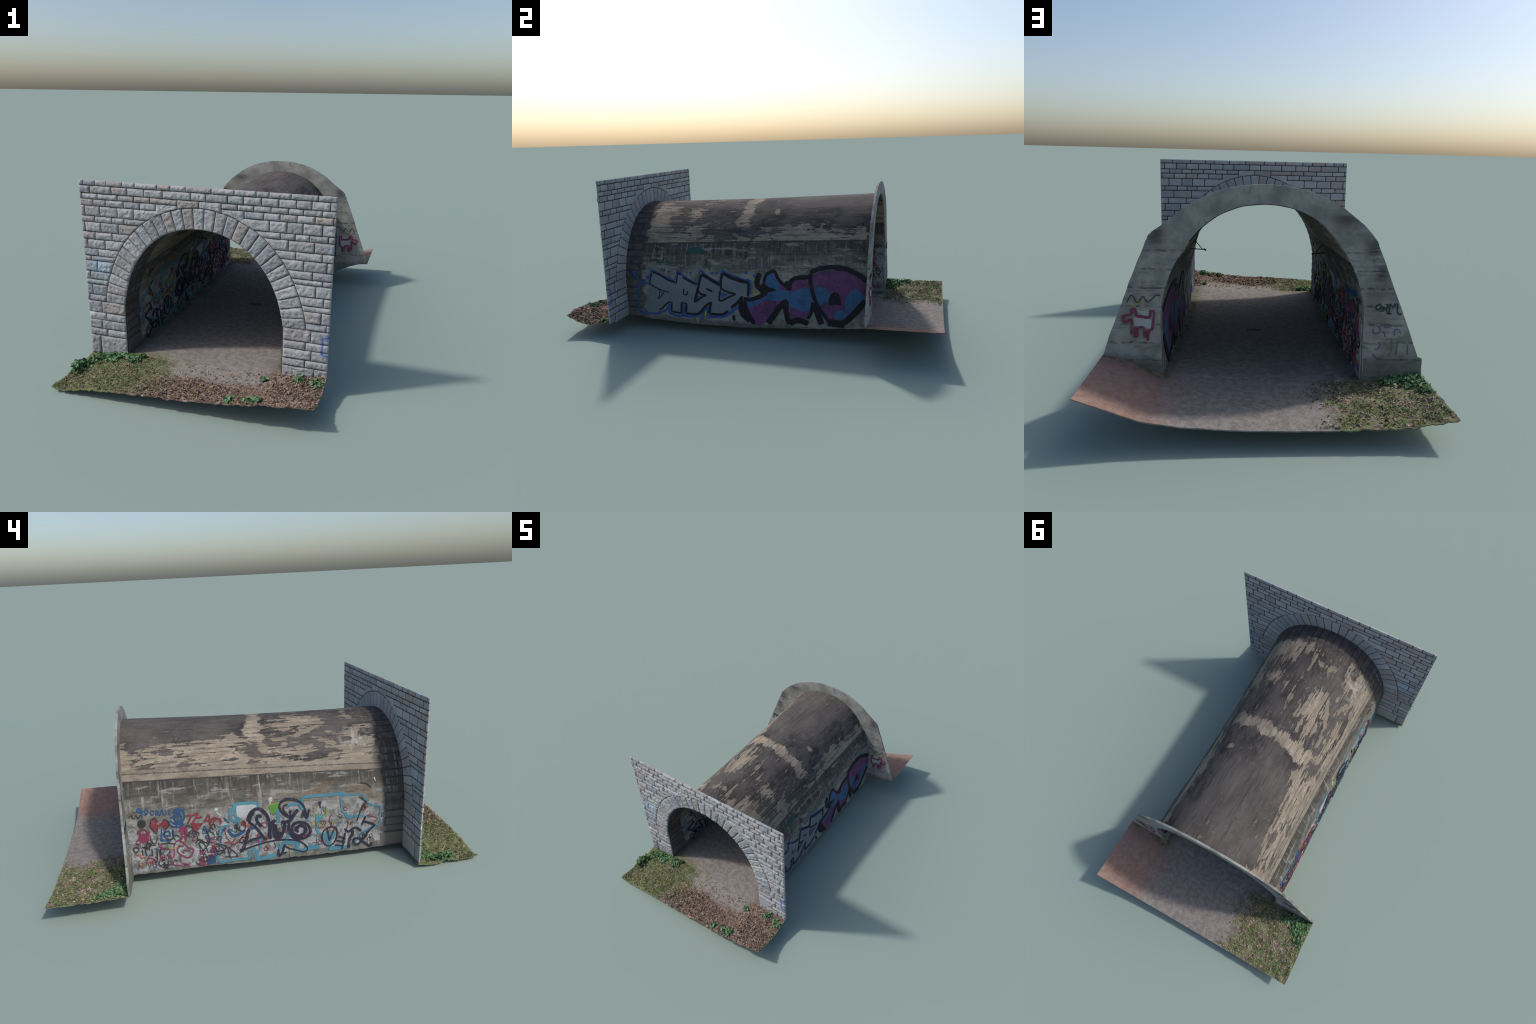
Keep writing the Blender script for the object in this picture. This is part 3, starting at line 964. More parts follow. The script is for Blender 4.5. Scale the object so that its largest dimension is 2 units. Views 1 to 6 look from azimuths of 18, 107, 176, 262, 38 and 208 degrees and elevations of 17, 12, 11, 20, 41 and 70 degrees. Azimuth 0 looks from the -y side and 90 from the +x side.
def paint_marks(name, marks, mat, place, lay, parent, both=True):
    """place(a, b, t, face) maps chart coordinates to the wall, t = height over its surface"""
    bm = bmesh.new()
    for i, (kind, w, *pts) in enumerate(marks):          # later marks lie a hair over earlier ones
        flat_mark(bm, kind, w, pts, i * 1.3e-5)
    bmesh.ops.triangulate(bm, faces=bm.faces)
    for _ in range(4):
        es = [e for e in bm.edges if e.calc_length() > .022]
        if not es:
            break
        bmesh.ops.subdivide_edges(bm, edges=es, cuts=1)
        bmesh.ops.triangulate(bm, faces=[f for f in bm.faces if len(f.verts) > 3])
    bm.normal_update()
    for f in bm.faces:                       # all charts wound the same way
        if f.normal.y > 0:
            f.normal_flip()
    bm.verts.index_update()
    vs = [(v.co.x, v.co.z, v.co.y) for v in bm.verts]
    fs = [[v.index for v in f.verts] for f in bm.faces]
    rim = [(e.verts[0].index, e.verts[1].index) for e in bm.edges if len(e.link_faces) == 1]
    bm.free()
    V, F = [], []
    for face in ((1, -1) if both else (1,)):
        b = len(V)
        n = len(vs)
        V += [place(p[0], p[1], .0009 + lay * .00028 + p[2], face) for p in vs]
        V += [place(p[0], p[1], -.0006, face) for p in vs]
        F += [[b + i for i in (f if face > 0 else f[::-1])] for f in fs]
        F += [[b + i, b + j, b + n + j, b + n + i] for i, j in rim]
    ob = make(name, V, F, mat, parent, False)
    return ob

def on_wall(side):
    def place(a, b, t, face):
        t += .0030 if a < -.548 and side > 0 else 0.0           # over the proud quoins
        t += .0008
        x = wall_x(a, b, side, face * (SHELL + t))
        return (x, a + wall_shift(x) * (1 - along(a)), b)
    return place
def on_portal(a, b, t, face):
    return (a, REAR_Y + .004 + t if face > 0 else REAR_Y - .006 - t, b)

def mottled(base, deep, light):
    """sprayed fill that shows its layers: cloudy, scuffed, with thin vertical runs"""
    def build():
        P, x, y, z = position()
        cloud = tex_noise(vec(x * 9.0, y * 9.0, z * 12.0), 1, 5, .65)
        runs = tex_noise(vec(0.0, y * 60.0, z * 7.0), 1, 5, .65)
        scuff = tex_noise(P, 48, 5, .7)
        c = mix(ss(.36, .62, cloud), deep, base)
        c = mix(ss(.50, .66, runs) * .45, c, deep)
        c = mix(ss(.56, .70, scuff) * .50, c, light)
        return c, bump(scuff, .25, .002)
    return build

PAINT = dict(
    silver=material('silver paint', paint((.162, .182, .210), .45, (.105, .112, .118)), .7),
    black=material('black paint', paint((.014, .014, .018), .25, (.09, .09, .09)), .7),
    glow=material('blue outline paint', paint((.035, .085, .25), .40, (.15, .16, .17)), .7),
    purple=material('magenta purple paint', mottled((.145, .050, .140), (.070, .036, .080), (.19, .135, .185)), .75),
    blue=material('sky blue paint', mottled((.048, .115, .235), (.034, .072, .140), (.105, .155, .215)), .75),
    yellow=material('yellow green paint', paint((.30, .31, .07), .45, (.24, .24, .20)), .75),
    teal=material('teal paint', paint((.028, .075, .08), .5, (.10, .10, .10)), .75),
    cyan=material('cyan paint', paint((.070, .215, .29), .40, (.25, .27, .28)), .75),
    indigo=material('indigo tag ink', paint((.030, .028, .048), .40, (.15, .145, .18)), .7),
    smoke=material('smoky black paint', paint((.040, .042, .045), .6, (.19, .19, .185)), .8),
    leaf=material('leaf green paint', paint((.10, .24, .05), .2, (.2, .24, .15)), .7),
    red=material('brick red paint', paint((.205, .040, .046), .60, (.25, .22, .21)), .75),
    magenta=material('crimson magenta paint', paint((.215, .042, .092), .60, (.26, .22, .23)), .75),
    cobalt=material('cobalt paint', paint((.028, .078, .180), .60, (.21, .22, .23)), .75),
    white=material('white paint', paint((.42, .425, .43), .5, (.26, .265, .26)), .75),
    orange=material('orange paint', paint((.36, .10, .065), .6, (.28, .26, .24)), .75),
    violet=material('faded violet ink', paint((.13, .12, .21), .6, (.22, .22, .215)), .8),
    tan=material('rusty run', paint((.20, .16, .10), .55, (.22, .22, .20)), .85),
    green=material('dark green ink', paint((.035, .055, .055), .4, (.18, .185, .18)), .8),
)

def scrawl(n, ylim, zlim, size, width):
    """loose loops and zigzags of thin spray lines that fill a stretch of wall"""
    out = []
    for _ in range(n):
        cy, cz = RNG.uniform(*ylim), RNG.uniform(*zlim)
        s, t, pts = RNG.uniform(*size), RNG.uniform(0, 6.3), []
        turn = RNG.choice((.9, -.9, 1.6, 2.4))
        for k in range(RNG.randint(3, 7)):
            r = s * RNG.uniform(.5, 1.0)
            pts.append((cy + r * math.cos(t) + k * s * .12, max(cz + r * math.sin(t) * 1.1, 7.8)))
            t += turn + RNG.uniform(-.4, .4)
        out.append(('line', RNG.uniform(*width), *pts))
    return out

SILVER_FILL = [
    ('fill', 0.0, (-51.8, 30.9), (-45.5, 29.1), (-38.5, 26.4), (-37.2, 31.7), (-35.4, 31.3), (-30.4, 28.1), (-25.5, 26.2), (-23.7, 32.6), (-18.7, 29.9), (-12.8, 26.8), (-11.1, 32.8), (-5.1, 30.3), (2.9, 28.4), (2.7, 21.6), (-0.3, 21.4), (-2.8, 18.3), (-7.4, 14.0), (-11.3, 11.3), (-18.6, 11.1), (-18.0, 16.9), (-22.9, 13.6), (-27.0, 10.3), (-32.7, 10.2), (-32.1, 15.8), (-34.9, 16.2), (-35.6, 10.1), (-41.3, 10.8), (-40.8, 15.9), (-45.2, 13.7), (-48.6, 11.2), (-55.5, 9.7), (-55.5, 16.7), (-53.2, 23.5), (-53.3, 25.7)),
]
SILVER_GLOW = [
    ('line', 1.0, (-53.9, 25.1), (-52.9, 30.6), (-52.2, 33.0), (-46.9, 30.8), (-38.9, 28.3), (-37.2, 33.3)),
    ('line', 1.0, (-37.2, 33.3), (-35.8, 32.6), (-30.9, 29.1), (-25.4, 27.3), (-24.0, 34.1)),
    ('line', 1.0, (-24.0, 34.1), (-22.8, 33.4), (-18.7, 30.5), (-13.2, 28.4), (-11.6, 34.6)),
    ('line', 1.0, (-11.6, 34.6), (-6.4, 32.3), (0.3, 30.3), (4.0, 29.5), (4.0, 22.7)),
    ('line', 1.1, (-57.3, 9.6), (-54.4, 8.6), (-49.9, 9.1), (-44.8, 11.2), (-42.2, 15.2)),
    ('line', 1.2, (-41.9, 14.7), (-42.3, 9.9), (-34.8, 8.9), (-33.8, 15.1)),
    ('line', 1.2, (-33.5, 15.2), (-34.0, 9.1), (-26.0, 9.3), (-20.1, 14.3)),
    ('line', 1.5, (-19.7, 15.4), (-19.7, 10.0), (-14.2, 9.5), (-9.7, 10.6), (-3.0, 15.7)),
    ('line', 1.0, (-53.7, 25.1), (-58.8, 25.8), (-60.4, 10.5), (-52.5, 8.8), (-47.9, 10.3)),
    ('dot', 1.4, (-41.9, 32.6)),
    ('dot', 1.7, (1.9, 33.9)),
    ('dot', 1.5, (7.0, 37.9)),
    ('dot', 1.7, (6.4, 32.4)),
    ('dot', 1.1, (-29.2, 32.5)),
    ('dot', 1.5, (-17.0, 32.8)),
    ('dot', 1.5, (-14.8, 32.9)),
    ('dot', 2.2, (-23.5, 8.1)),
    ('dot', 2.2, (-54.2, 29.0)),
    ('dot', 2.5, (-62.4, 31.6)),
    ('dot', 1.7, (-60.6, 28.8)),
    ('dot', 1.7, (-61.0, 24.1)),
    ('dot', 2.3, (-60.5, 21.2)),
    ('dot', 1.5, (-66.4, 17.4)),
    ('dot', 1.3, (-62.2, 13.5)),
    ('dot', 1.3, (-63.2, 10.4)),
    ('fill', 0.0, (-46.9, 21.9), (-44.9, 21.4), (-47.0, 19.7)),
    ('fill', 0.0, (-25.6, 20.5), (-23.9, 19.9), (-26.3, 17.8)),
    ('fill', 0.0, (-12.1, 22.8), (-8.1, 22.0), (-11.8, 19.7)),
]
SILVER_OUTLINE = [
    ('line', 1.0, (-51.6, 32.2), (-46.9, 30.6), (-42.6, 28.4), (-38.4, 27.1)),
    ('line', 0.8, (-38.1, 25.9), (-37.2, 28.6), (-36.9, 31.2), (-36.6, 32.3)),
    ('line', 0.6, (-52.1, 31.2), (-52.8, 27.9), (-53.0, 25.5), (-48.8, 23.2), (-42.3, 21.3)),
    ('line', 1.1, (-33.8, 30.1), (-29.9, 28.1), (-25.8, 26.4)),
    ('line', 1.1, (-36.7, 32.2), (-34.9, 31.3)),
    ('line', 1.4, (-23.1, 32.1), (-24.2, 27.8), (-25.4, 23.8), (-27.5, 16.6)),
    ('line', 1.7, (-22.8, 32.1), (-18.7, 29.9), (-12.8, 26.8)),
    ('line', 1.0, (-27.5, 16.6), (-24.9, 18.4), (-22.5, 20.1), (-20.5, 20.8)),
    ('line', 1.2, (-20.5, 20.8), (-23.8, 21.4), (-25.1, 23.2)),
    ('line', 1.3, (-11.3, 33.1), (-12.0, 29.0), (-12.3, 24.4)),
    ('line', 1.8, (-11.0, 33.1), (-5.1, 30.6), (3.2, 28.7)),
    ('line', 1.3, (3.2, 28.7), (2.7, 21.6)),
    ('line', 1.1, (-12.3, 25.0), (-8.6, 23.3), (-4.0, 22.4)),
    ('line', 1.0, (-4.0, 22.4), (-8.2, 20.4), (-11.0, 18.9), (-13.2, 18.5), (-12.6, 23.9)),
    ('line', 1.5, (-0.3, 21.4), (-3.1, 18.0), (-6.8, 14.9)),
    ('line', 1.3, (-8.5, 13.1), (-11.9, 11.0), (-18.6, 10.9)),
    ('line', 1.3, (-19.1, 11.1), (-18.7, 14.4), (-17.7, 17.2)),
    ('line', 1.2, (-17.7, 17.2), (-20.8, 15.4), (-24.1, 11.6), (-26.8, 10.2), (-32.7, 10.1)),
    ('line', 1.1, (-32.7, 10.1), (-32.2, 15.8)),
    ('line', 0.7, (-31.8, 15.5), (-34.9, 16.2)),
    ('line', 1.0, (-35.1, 16.2), (-35.5, 10.1)),
    ('line', 1.1, (-35.5, 10.1), (-41.3, 10.8)),
    ('line', 0.9, (-41.3, 10.6), (-40.8, 16.1)),
    ('line', 0.9, (-41.5, 16.4), (-44.2, 14.8), (-46.4, 12.5), (-48.6, 11.2)),
    ('line', 0.7, (-33.4, 23.6), (-33.5, 20.9), (-31.8, 20.5), (-31.2, 22.7)),
    ('line', 1.1, (-20.5, 24.5), (-17.1, 23.1)),
    ('line', 0.5, (-48.0, 22.7), (-47.9, 19.9), (-48.7, 17.6), (-44.9, 20.9)),
]
PURPLE_FILL = [
    ('fill', 0.0, (11.8, 29.3), (12.7, 32.6), (14.8, 34.7), (17.2, 34.9), (19.1, 31.2), (22.0, 28.1), (25.3, 26.2), (26.2, 29.5), (27.7, 31.3), (31.6, 31.8), (35.1, 30.9), (35.9, 25.6), (37.0, 21.2), (35.8, 15.7), (33.7, 11.9), (29.5, 12.2), (25.6, 11.3), (24.8, 17.4), (24.3, 21.0), (21.2, 19.3), (18.1, 15.1), (14.3, 10.2), (9.9, 7.0), (6.7, 6.8), (3.7, 11.6), (1.2, 18.9), (6.2, 20.5), (11.0, 22.6), (17.8, 25.9), (13.5, 27.0)),
    ('fill', 0.0, (36.5, 33.8), (40.8, 36.0), (47.8, 37.3), (54.9, 36.4), (60.5, 33.7), (63.5, 31.0), (63.6, 24.8), (60.1, 19.9), (52.3, 12.2), (48.8, 12.8), (45.1, 11.6), (42.2, 15.6), (39.4, 20.2), (37.4, 26.0)),
]
BLUE_FILL = [
    ('fill', 0.0, (37.1, 27.2), (39.1, 28.9), (41.7, 28.6), (44.9, 26.7), (45.1, 21.8), (42.3, 20.4), (40.2, 19.0), (37.6, 23.6)),
    ('fill', 0.0, (56.1, 27.2), (57.8, 29.0), (62.8, 24.7), (59.5, 19.3), (52.3, 12.2), (48.0, 13.1), (48.3, 16.7), (51.1, 17.5), (55.6, 17.2), (52.8, 20.5), (53.4, 24.1)),
    ('fill', 0.0, (11.8, 29.3), (12.4, 31.7), (15.1, 34.5), (18.5, 31.1), (19.9, 26.4), (15.4, 26.5)),
    ('fill', 0.0, (1.2, 18.9), (7.8, 20.6), (15.9, 25.3), (25.0, 25.8), (25.5, 24.1), (27.7, 26.0), (32.1, 27.5), (35.6, 27.1), (36.7, 20.6), (34.9, 16.3), (31.4, 15.4), (27.8, 17.0), (24.8, 17.7), (24.0, 21.0), (18.2, 20.0), (11.5, 20.2), (6.4, 16.5), (1.7, 15.8)),
]
PURPLE_OUTLINE = [
    ('line', 2.0, (35.6, 34.9), (35.9, 30.0), (37.1, 24.8), (39.1, 19.6), (41.9, 15.3), (44.5, 11.9), (45.4, 10.5)),
    ('line', 2.3, (35.6, 35.4), (39.3, 37.3), (45.0, 38.5), (49.8, 38.5), (54.8, 37.6), (59.9, 35.3), (63.8, 32.5)),
    ('line', 2.9, (63.1, 23.3), (59.5, 18.4), (56.2, 14.6), (52.3, 10.7)),
    ('line', 3.7, (44.5, 10.7), (48.8, 10.4), (52.8, 10.2)),
    ('fill', 0.0, (45.0, 20.0), (45.0, 22.6), (46.3, 25.4), (48.0, 26.4), (49.4, 26.4), (50.5, 23.9), (51.1, 21.0), (50.6, 19.8), (48.0, 20.2), (46.0, 19.5)),
    ('line', 1.4, (11.4, 28.1), (11.8, 31.1), (13.3, 33.8), (16.9, 35.3), (18.8, 32.0), (21.5, 28.9), (25.3, 26.5)),
    ('line', 2.7, (9.3, 33.9), (8.1, 30.9), (8.0, 27.3), (11.0, 25.6)),
    ('fill', 0.0, (10.8, 29.0), (14.1, 27.0), (18.4, 25.9), (13.5, 24.3), (9.1, 23.7), (8.9, 26.7)),
    ('line', 2.0, (0.3, 20.1), (4.0, 20.0), (8.5, 21.5), (13.2, 24.2)),
    ('line', 2.6, (0.5, 18.9), (1.6, 14.3), (3.7, 10.3), (6.1, 7.1)),
    ('line', 2.2, (23.3, 30.5), (24.1, 27.6), (24.7, 26.7), (25.7, 30.4), (27.7, 32.2), (31.5, 33.0), (35.3, 33.2)),
    ('line', 2.9, (13.3, 7.9), (16.8, 12.8), (20.0, 17.4), (24.0, 20.4)),
    ('line', 2.7, (23.1, 20.3), (23.0, 15.7), (23.8, 11.2), (25.0, 8.5)),
    ('line', 2.9, (25.0, 8.5), (28.9, 10.7), (34.6, 9.3)),
    ('line', 1.7, (37.0, 20.6), (36.1, 15.2), (34.3, 11.7)),
    ('line', 3.2, (37.9, 20.1), (38.7, 16.6), (40.7, 11.3), (41.3, 9.5)),
    ('line', 2.7, (-1.2, 19.8), (-1.3, 17.1), (-0.4, 11.8), (3.5, 8.6)),
    ('line', 1.5, (-5.6, 10.9), (-5.2, 8.0)),
]
GREEN_SPLASH = [
    ('line', 0.7, (-25.3, 33.3), (-25.2, 31.5)),
    ('line', 0.9, (-21.0, 12.6), (-21.6, 9.6)),
    ('line', 0.9, (-26.3, 8.7), (-25.8, 5.7)),
    ('line', 0.9, (6.4, 24.5), (6.9, 23.0), (9.5, 24.3)),
]
TEAL_SPLASH = [
    ('line', 2.5, (-32.0, 41.8), (-30.3, 43.7), (-27.0, 44.4), (-22.1, 42.9)),
    ('line', 0.6, (-49.7, 38.6), (-47.7, 37.2), (-45.7, 38.3), (-45.4, 40.1)),
    ('line', 0.6, (-43.9, 39.7), (-43.3, 37.6), (-40.8, 36.8)),
    ('line', 0.4, (-46.1, 34.5), (-45.5, 33.2), (-44.4, 33.8), (-44.9, 32.5)),
]
CYAN_FRAME = [
    ('line', 1.3, (18.4, 33.2), (16.0, 33.3), (15.4, 35.4), (5.8, 34.9), (4.8, 32.3)),
    ('line', 1.4, (18.1, 32.7), (17.6, 28.3), (13.4, 26.3)),
    ('line', 1.2, (13.3, 27.7), (15.5, 29.4), (15.4, 34.9)),
    ('line', 1.2, (23.0, 24.5), (24.0, 16.1), (25.1, 7.8), (18.7, 7.4), (10.7, 7.3), (10.3, 10.5), (7.0, 12.1)),
    ('line', 1.0, (23.8, 24.4), (20.6, 25.6), (18.6, 25.4)),
    ('line', 1.2, (3.4, 16.3), (4.5, 15.8), (4.8, 10.9)),
    ('line', 2.0, (6.3, 11.1), (6.2, 6.3), (-2.7, 7.1)),
    ('line', 1.6, (-9.5, 17.7), (-8.3, 14.3), (-5.5, 11.8), (-4.9, 8.9)),
    ('line', 2.0, (-7.7, 12.9), (-14.2, 12.3)),
    ('line', 1.9, (-14.2, 11.7), (-13.0, 8.0), (-17.9, 7.6)),
    ('line', 1.7, (-4.2, 30.9), (-4.7, 27.5), (-4.5, 23.9)),
    ('line', 1.2, (-8.9, 31.9), (-12.6, 32.2), (-15.5, 32.1)),
    ('fill', 0.0, (-14.7, 32.6), (-16.8, 31.8), (-18.3, 29.2), (-18.0, 27.8), (-15.4, 29.8)),
    ('line', 1.2, (-17.2, 31.4), (-17.3, 34.8), (-29.7, 34.7), (-37.8, 34.7)),
    ('line', 0.8, (-35.4, 33.6), (-46.4, 33.3)),
    ('line', 0.7, (-35.4, 33.8), (-35.7, 29.0), (-36.2, 25.8), (-37.9, 24.1), (-39.8, 22.7)),
    ('line', 0.8, (-46.4, 33.3), (-48.5, 29.2), (-51.3, 27.4), (-55.7, 26.2)),
    ('line', 0.8, (-55.6, 26.2), (-55.3, 21.4), (-55.2, 16.7), (-52.7, 16.1), (-49.4, 14.4)),
    ('line', 1.0, (-49.4, 14.4), (-45.5, 12.2), (-43.3, 9.2), (-41.7, 7.0)),
    ('fill', 0.0, (-37.2, 24.2), (-40.3, 23.2), (-47.2, 22.5), (-46.7, 21.4), (-41.5, 21.9), (-39.8, 21.3), (-37.9, 22.4)),
    ('line', 1.1, (-23.8, 25.3), (-23.4, 20.4), (-23.7, 16.6), (-25.6, 15.4)),
    ('fill', 0.0, (-22.9, 25.4), (-26.7, 25.3), (-26.2, 23.2), (-24.5, 22.0), (-24.0, 20.3), (-23.2, 20.7)),
    ('fill', 0.0, (-26.4, 15.3), (-32.2, 15.3), (-31.9, 11.6), (-30.5, 11.5), (-30.5, 7.9), (-28.0, 8.2), (-28.0, 11.8), (-26.4, 11.9)),
    ('line', 2.0, (-17.0, 8.2), (-24.4, 8.4)),
    ('line', 0.7, (-18.4, 9.3), (-26.1, 9.8)),
    ('line', 1.9, (-29.1, 6.6), (-38.6, 6.3)),
    ('line', 0.3, (-33.5, 18.5), (-36.5, 20.5)),
    ('line', 1.0, (-20.0, 26.2), (-18.1, 22.5)),
]
INDIGO_TAG = [
    ('line', 1.6, (14.7, 11.5), (13.1, 12.4), (11.9, 15.4), (10.6, 19.9), (9.4, 22.6)),
    ('line', 0.6, (14.2, 11.7), (8.3, 13.2), (1.1, 14.5), (-5.6, 14.7), (-12.3, 13.6), (-16.4, 11.4), (-18.5, 8.4), (-16.8, 6.9), (-12.5, 8.4), (-9.3, 9.7), (-7.1, 11.5)),
    ('line', 0.9, (11.9, 14.9), (8.7, 16.7), (3.6, 17.5)),
    ('line', 1.4, (10.2, 26.7), (9.0, 29.9), (6.8, 31.8), (4.2, 32.0), (1.7, 29.8), (0.3, 27.0), (-0.3, 22.4), (0.2, 16.7)),
    ('line', 1.1, (8.7, 25.4), (5.8, 22.1), (3.8, 18.9), (2.1, 16.1)),
    ('line', 1.3, (9.2, 25.4), (8.8, 28.2), (6.9, 30.7)),
    ('line', 1.2, (3.4, 27.7), (4.9, 28.8), (5.7, 27.8), (5.3, 25.5), (3.6, 22.9)),
    ('line', 1.7, (-3.1, 25.5), (-1.4, 23.4), (-0.2, 19.5), (-0.6, 16.0)),
    ('fill', 0.0, (-2.5, 23.3), (-3.8, 22.8), (-4.2, 19.6), (-5.8, 18.8), (-6.8, 17.5), (-5.7, 15.6), (-3.0, 15.6), (-1.7, 17.3), (-1.6, 20.5)),
    ('line', 1.4, (-6.0, 17.0), (-7.1, 19.7), (-7.7, 22.0), (-7.5, 24.3)),
    ('line', 1.5, (-5.9, 23.9), (-9.9, 24.0), (-12.1, 26.6), (-14.3, 29.4)),
    ('line', 1.1, (-9.9, 23.4), (-9.5, 19.4), (-11.0, 16.0), (-14.2, 14.1), (-18.1, 14.5), (-20.3, 17.1), (-19.2, 20.5), (-16.0, 22.6), (-12.8, 22.7)),
    ('line', 1.3, (-12.8, 22.7), (-11.2, 20.4), (-11.6, 17.4), (-14.3, 15.6), (-17.5, 16.6)),
    ('line', 1.3, (-17.5, 16.6), (-17.9, 19.2), (-15.2, 21.0), (-13.0, 19.5), (-14.3, 17.6)),
    ('line', 1.0, (-10.8, 25.9), (-7.6, 27.7), (-5.7, 30.7), (-5.8, 33.4), (-8.5, 34.9), (-12.2, 34.7), (-15.3, 33.0), (-17.3, 30.4), (-18.5, 25.8)),
    ('line', 0.6, (-9.7, 26.9), (-7.7, 29.4), (-7.3, 31.6), (-9.5, 32.7)),
    ('line', 1.0, (-16.7, 28.6), (-18.5, 24.6), (-19.8, 28.7)),
    ('line', 1.0, (-7.2, 12.1), (-6.0, 8.1), (-4.3, 6.3), (-4.1, 9.9)),
    ('line', 0.9, (-5.1, 7.2), (-8.1, 7.7)),
    ('dot', 1.2, (-10.6, 28.8)),
    ('line', 0.5, (-10.6, 28.5), (-10.6, 26.2)),
    ('dot', 1.4, (-25.2, 31.4)),
    ('line', 0.4, (-25.3, 31.0), (-25.3, 28.8)),
    ('line', 0.5, (-26.7, 16.5), (-28.9, 17.9), (-31.6, 18.2), (-33.5, 16.5), (-33.3, 12.6), (-31.9, 9.5), (-29.4, 8.2), (-27.2, 9.5), (-25.8, 13.3), (-26.7, 16.5)),
    ('line', 0.7, (-28.7, 17.1), (-29.1, 13.8), (-29.6, 11.0)),
    ('line', 0.7, (-29.6, 11.0), (-30.5, 13.6), (-31.9, 16.4)),
    ('line', 0.8, (-37.7, 14.1), (-36.9, 9.8), (-36.0, 5.3)),
    ('line', 0.6, (-34.4, 12.6), (-38.0, 11.1)),
    ('line', 0.6, (-33.3, 10.5), (-37.8, 9.0)),
    ('line', 0.6, (-32.5, 8.1), (-36.7, 7.1)),
    ('line', 0.9, (-37.4, 16.3), (-39.4, 14.5), (-41.3, 15.8), (-43.5, 16.1), (-46.0, 14.0)),
    ('line', 1.2, (-41.3, 15.5), (-41.6, 13.0), (-40.0, 10.6), (-39.5, 5.8)),
    ('line', 0.8, (-48.1, 21.7), (-46.8, 18.9), (-46.3, 17.2)),
    ('line', 0.9, (-47.0, 19.2), (-50.1, 17.9), (-53.0, 16.4)),
    ('line', 0.9, (-53.0, 16.4), (-49.4, 13.2), (-46.7, 9.1), (-43.9, 7.0), (-42.0, 8.5), (-42.8, 10.5), (-45.0, 9.9), (-47.3, 7.8), (-50.5, 5.2), (-51.6, 6.9)),
]
SMOKE_TAG = [
    ('line', 0.6, (-45.0, 32.2), (-48.5, 29.2)),
    ('line', 0.5, (-48.5, 29.2), (-46.1, 26.6), (-44.2, 21.6), (-43.8, 19.9)),
    ('line', 0.5, (-46.0, 38.6), (-48.9, 38.1), (-51.0, 36.0)),
    ('dot', 3.8, (58.4, 31.9)),
    ('line', 0.4, (63.6, 35.6), (62.3, 36.6), (62.2, 35.2), (61.1, 35.0), (60.4, 36.4), (59.7, 34.8), (58.4, 36.1)),
    ('line', 0.5, (59.6, 19.1), (59.7, 15.8)),
    ('line', 0.5, (58.3, 18.9), (58.1, 15.5)),
    ('line', 0.5, (55.3, 18.7), (55.4, 15.1)),
    ('line', 0.5, (53.0, 18.4), (53.2, 14.4)),
    ('line', 0.5, (51.3, 17.8), (52.1, 14.2)),
    ('line', 0.4, (60.0, 20.1), (57.2, 20.0), (56.2, 18.2)),
    ('line', 0.5, (63.7, 20.1), (62.6, 17.9), (61.0, 19.6), (62.3, 20.5), (63.7, 20.1)),
    ('line', 0.4, (29.7, 24.8), (28.5, 20.6), (29.0, 17.3)),
    ('line', 0.5, (35.2, 18.9), (33.0, 20.3), (30.9, 16.9), (29.9, 13.7)),
    ('line', 0.4, (34.1, 24.8), (33.9, 20.7), (31.0, 19.0)),
    ('line', 0.4, (51.0, 20.7), (47.5, 20.5), (44.6, 19.7)),
    ('line', 0.4, (55.2, 24.6), (54.9, 22.0), (53.2, 21.4), (52.1, 24.2)),
    ('line', 0.4, (54.8, 29.8), (54.3, 32.5), (52.4, 33.8), (51.2, 32.1)),
    ('line', 0.4, (48.6, 32.7), (46.9, 31.8), (46.7, 29.2), (48.2, 27.7)),
    ('line', 0.4, (54.8, 29.8), (53.4, 27.6), (52.4, 26.3), (51.5, 29.3)),
]
LEAF_GREEN = [
    ('fill', 0.0, (-0.4, 32.4), (-2.9, 33.5), (-5.6, 33.7), (-4.6, 31.4), (-3.5, 29.1), (-1.1, 28.8)),
]
YELLOW_PEN = [
    ('line', 0.3, (1.2, 30.5), (0.3, 32.5), (-2.7, 33.5), (-5.6, 33.9)),
    ('line', 0.3, (-9.7, 11.5), (-9.6, 5.5)),
    ('line', 0.3, (-28.3, 27.9), (-28.3, 23.8)),
    ('line', 0.3, (-27.0, 27.5), (-28.1, 25.9), (-26.7, 24.3)),
    ('line', 0.3, (-24.3, 27.2), (-24.6, 24.9), (-25.6, 24.5), (-26.1, 27.0)),
    ('line', 0.3, (-22.4, 26.6), (-21.6, 25.6), (-22.4, 24.6)),
    ('line', 0.3, (-20.8, 27.9), (-20.8, 24.8)),
    ('line', 0.3, (-21.9, 29.2), (-23.5, 29.9)),
    ('line', 0.3, (-20.2, 22.1), (-22.1, 22.0)),
    ('line', 0.3, (-21.2, 22.1), (-21.3, 18.9)),
    ('line', 0.3, (-23.7, 19.2), (-24.3, 21.5), (-24.8, 19.1)),
    ('line', 0.3, (-27.0, 21.4), (-26.8, 18.2)),
    ('line', 0.3, (-25.6, 21.3), (-26.6, 20.0), (-25.7, 18.6)),
    ('line', 0.3, (-30.9, 19.1), (-31.5, 21.0), (-32.2, 19.3)),
    ('line', 0.4, (47.8, 20.2), (47.2, 17.8), (43.6, 17.9)),
]
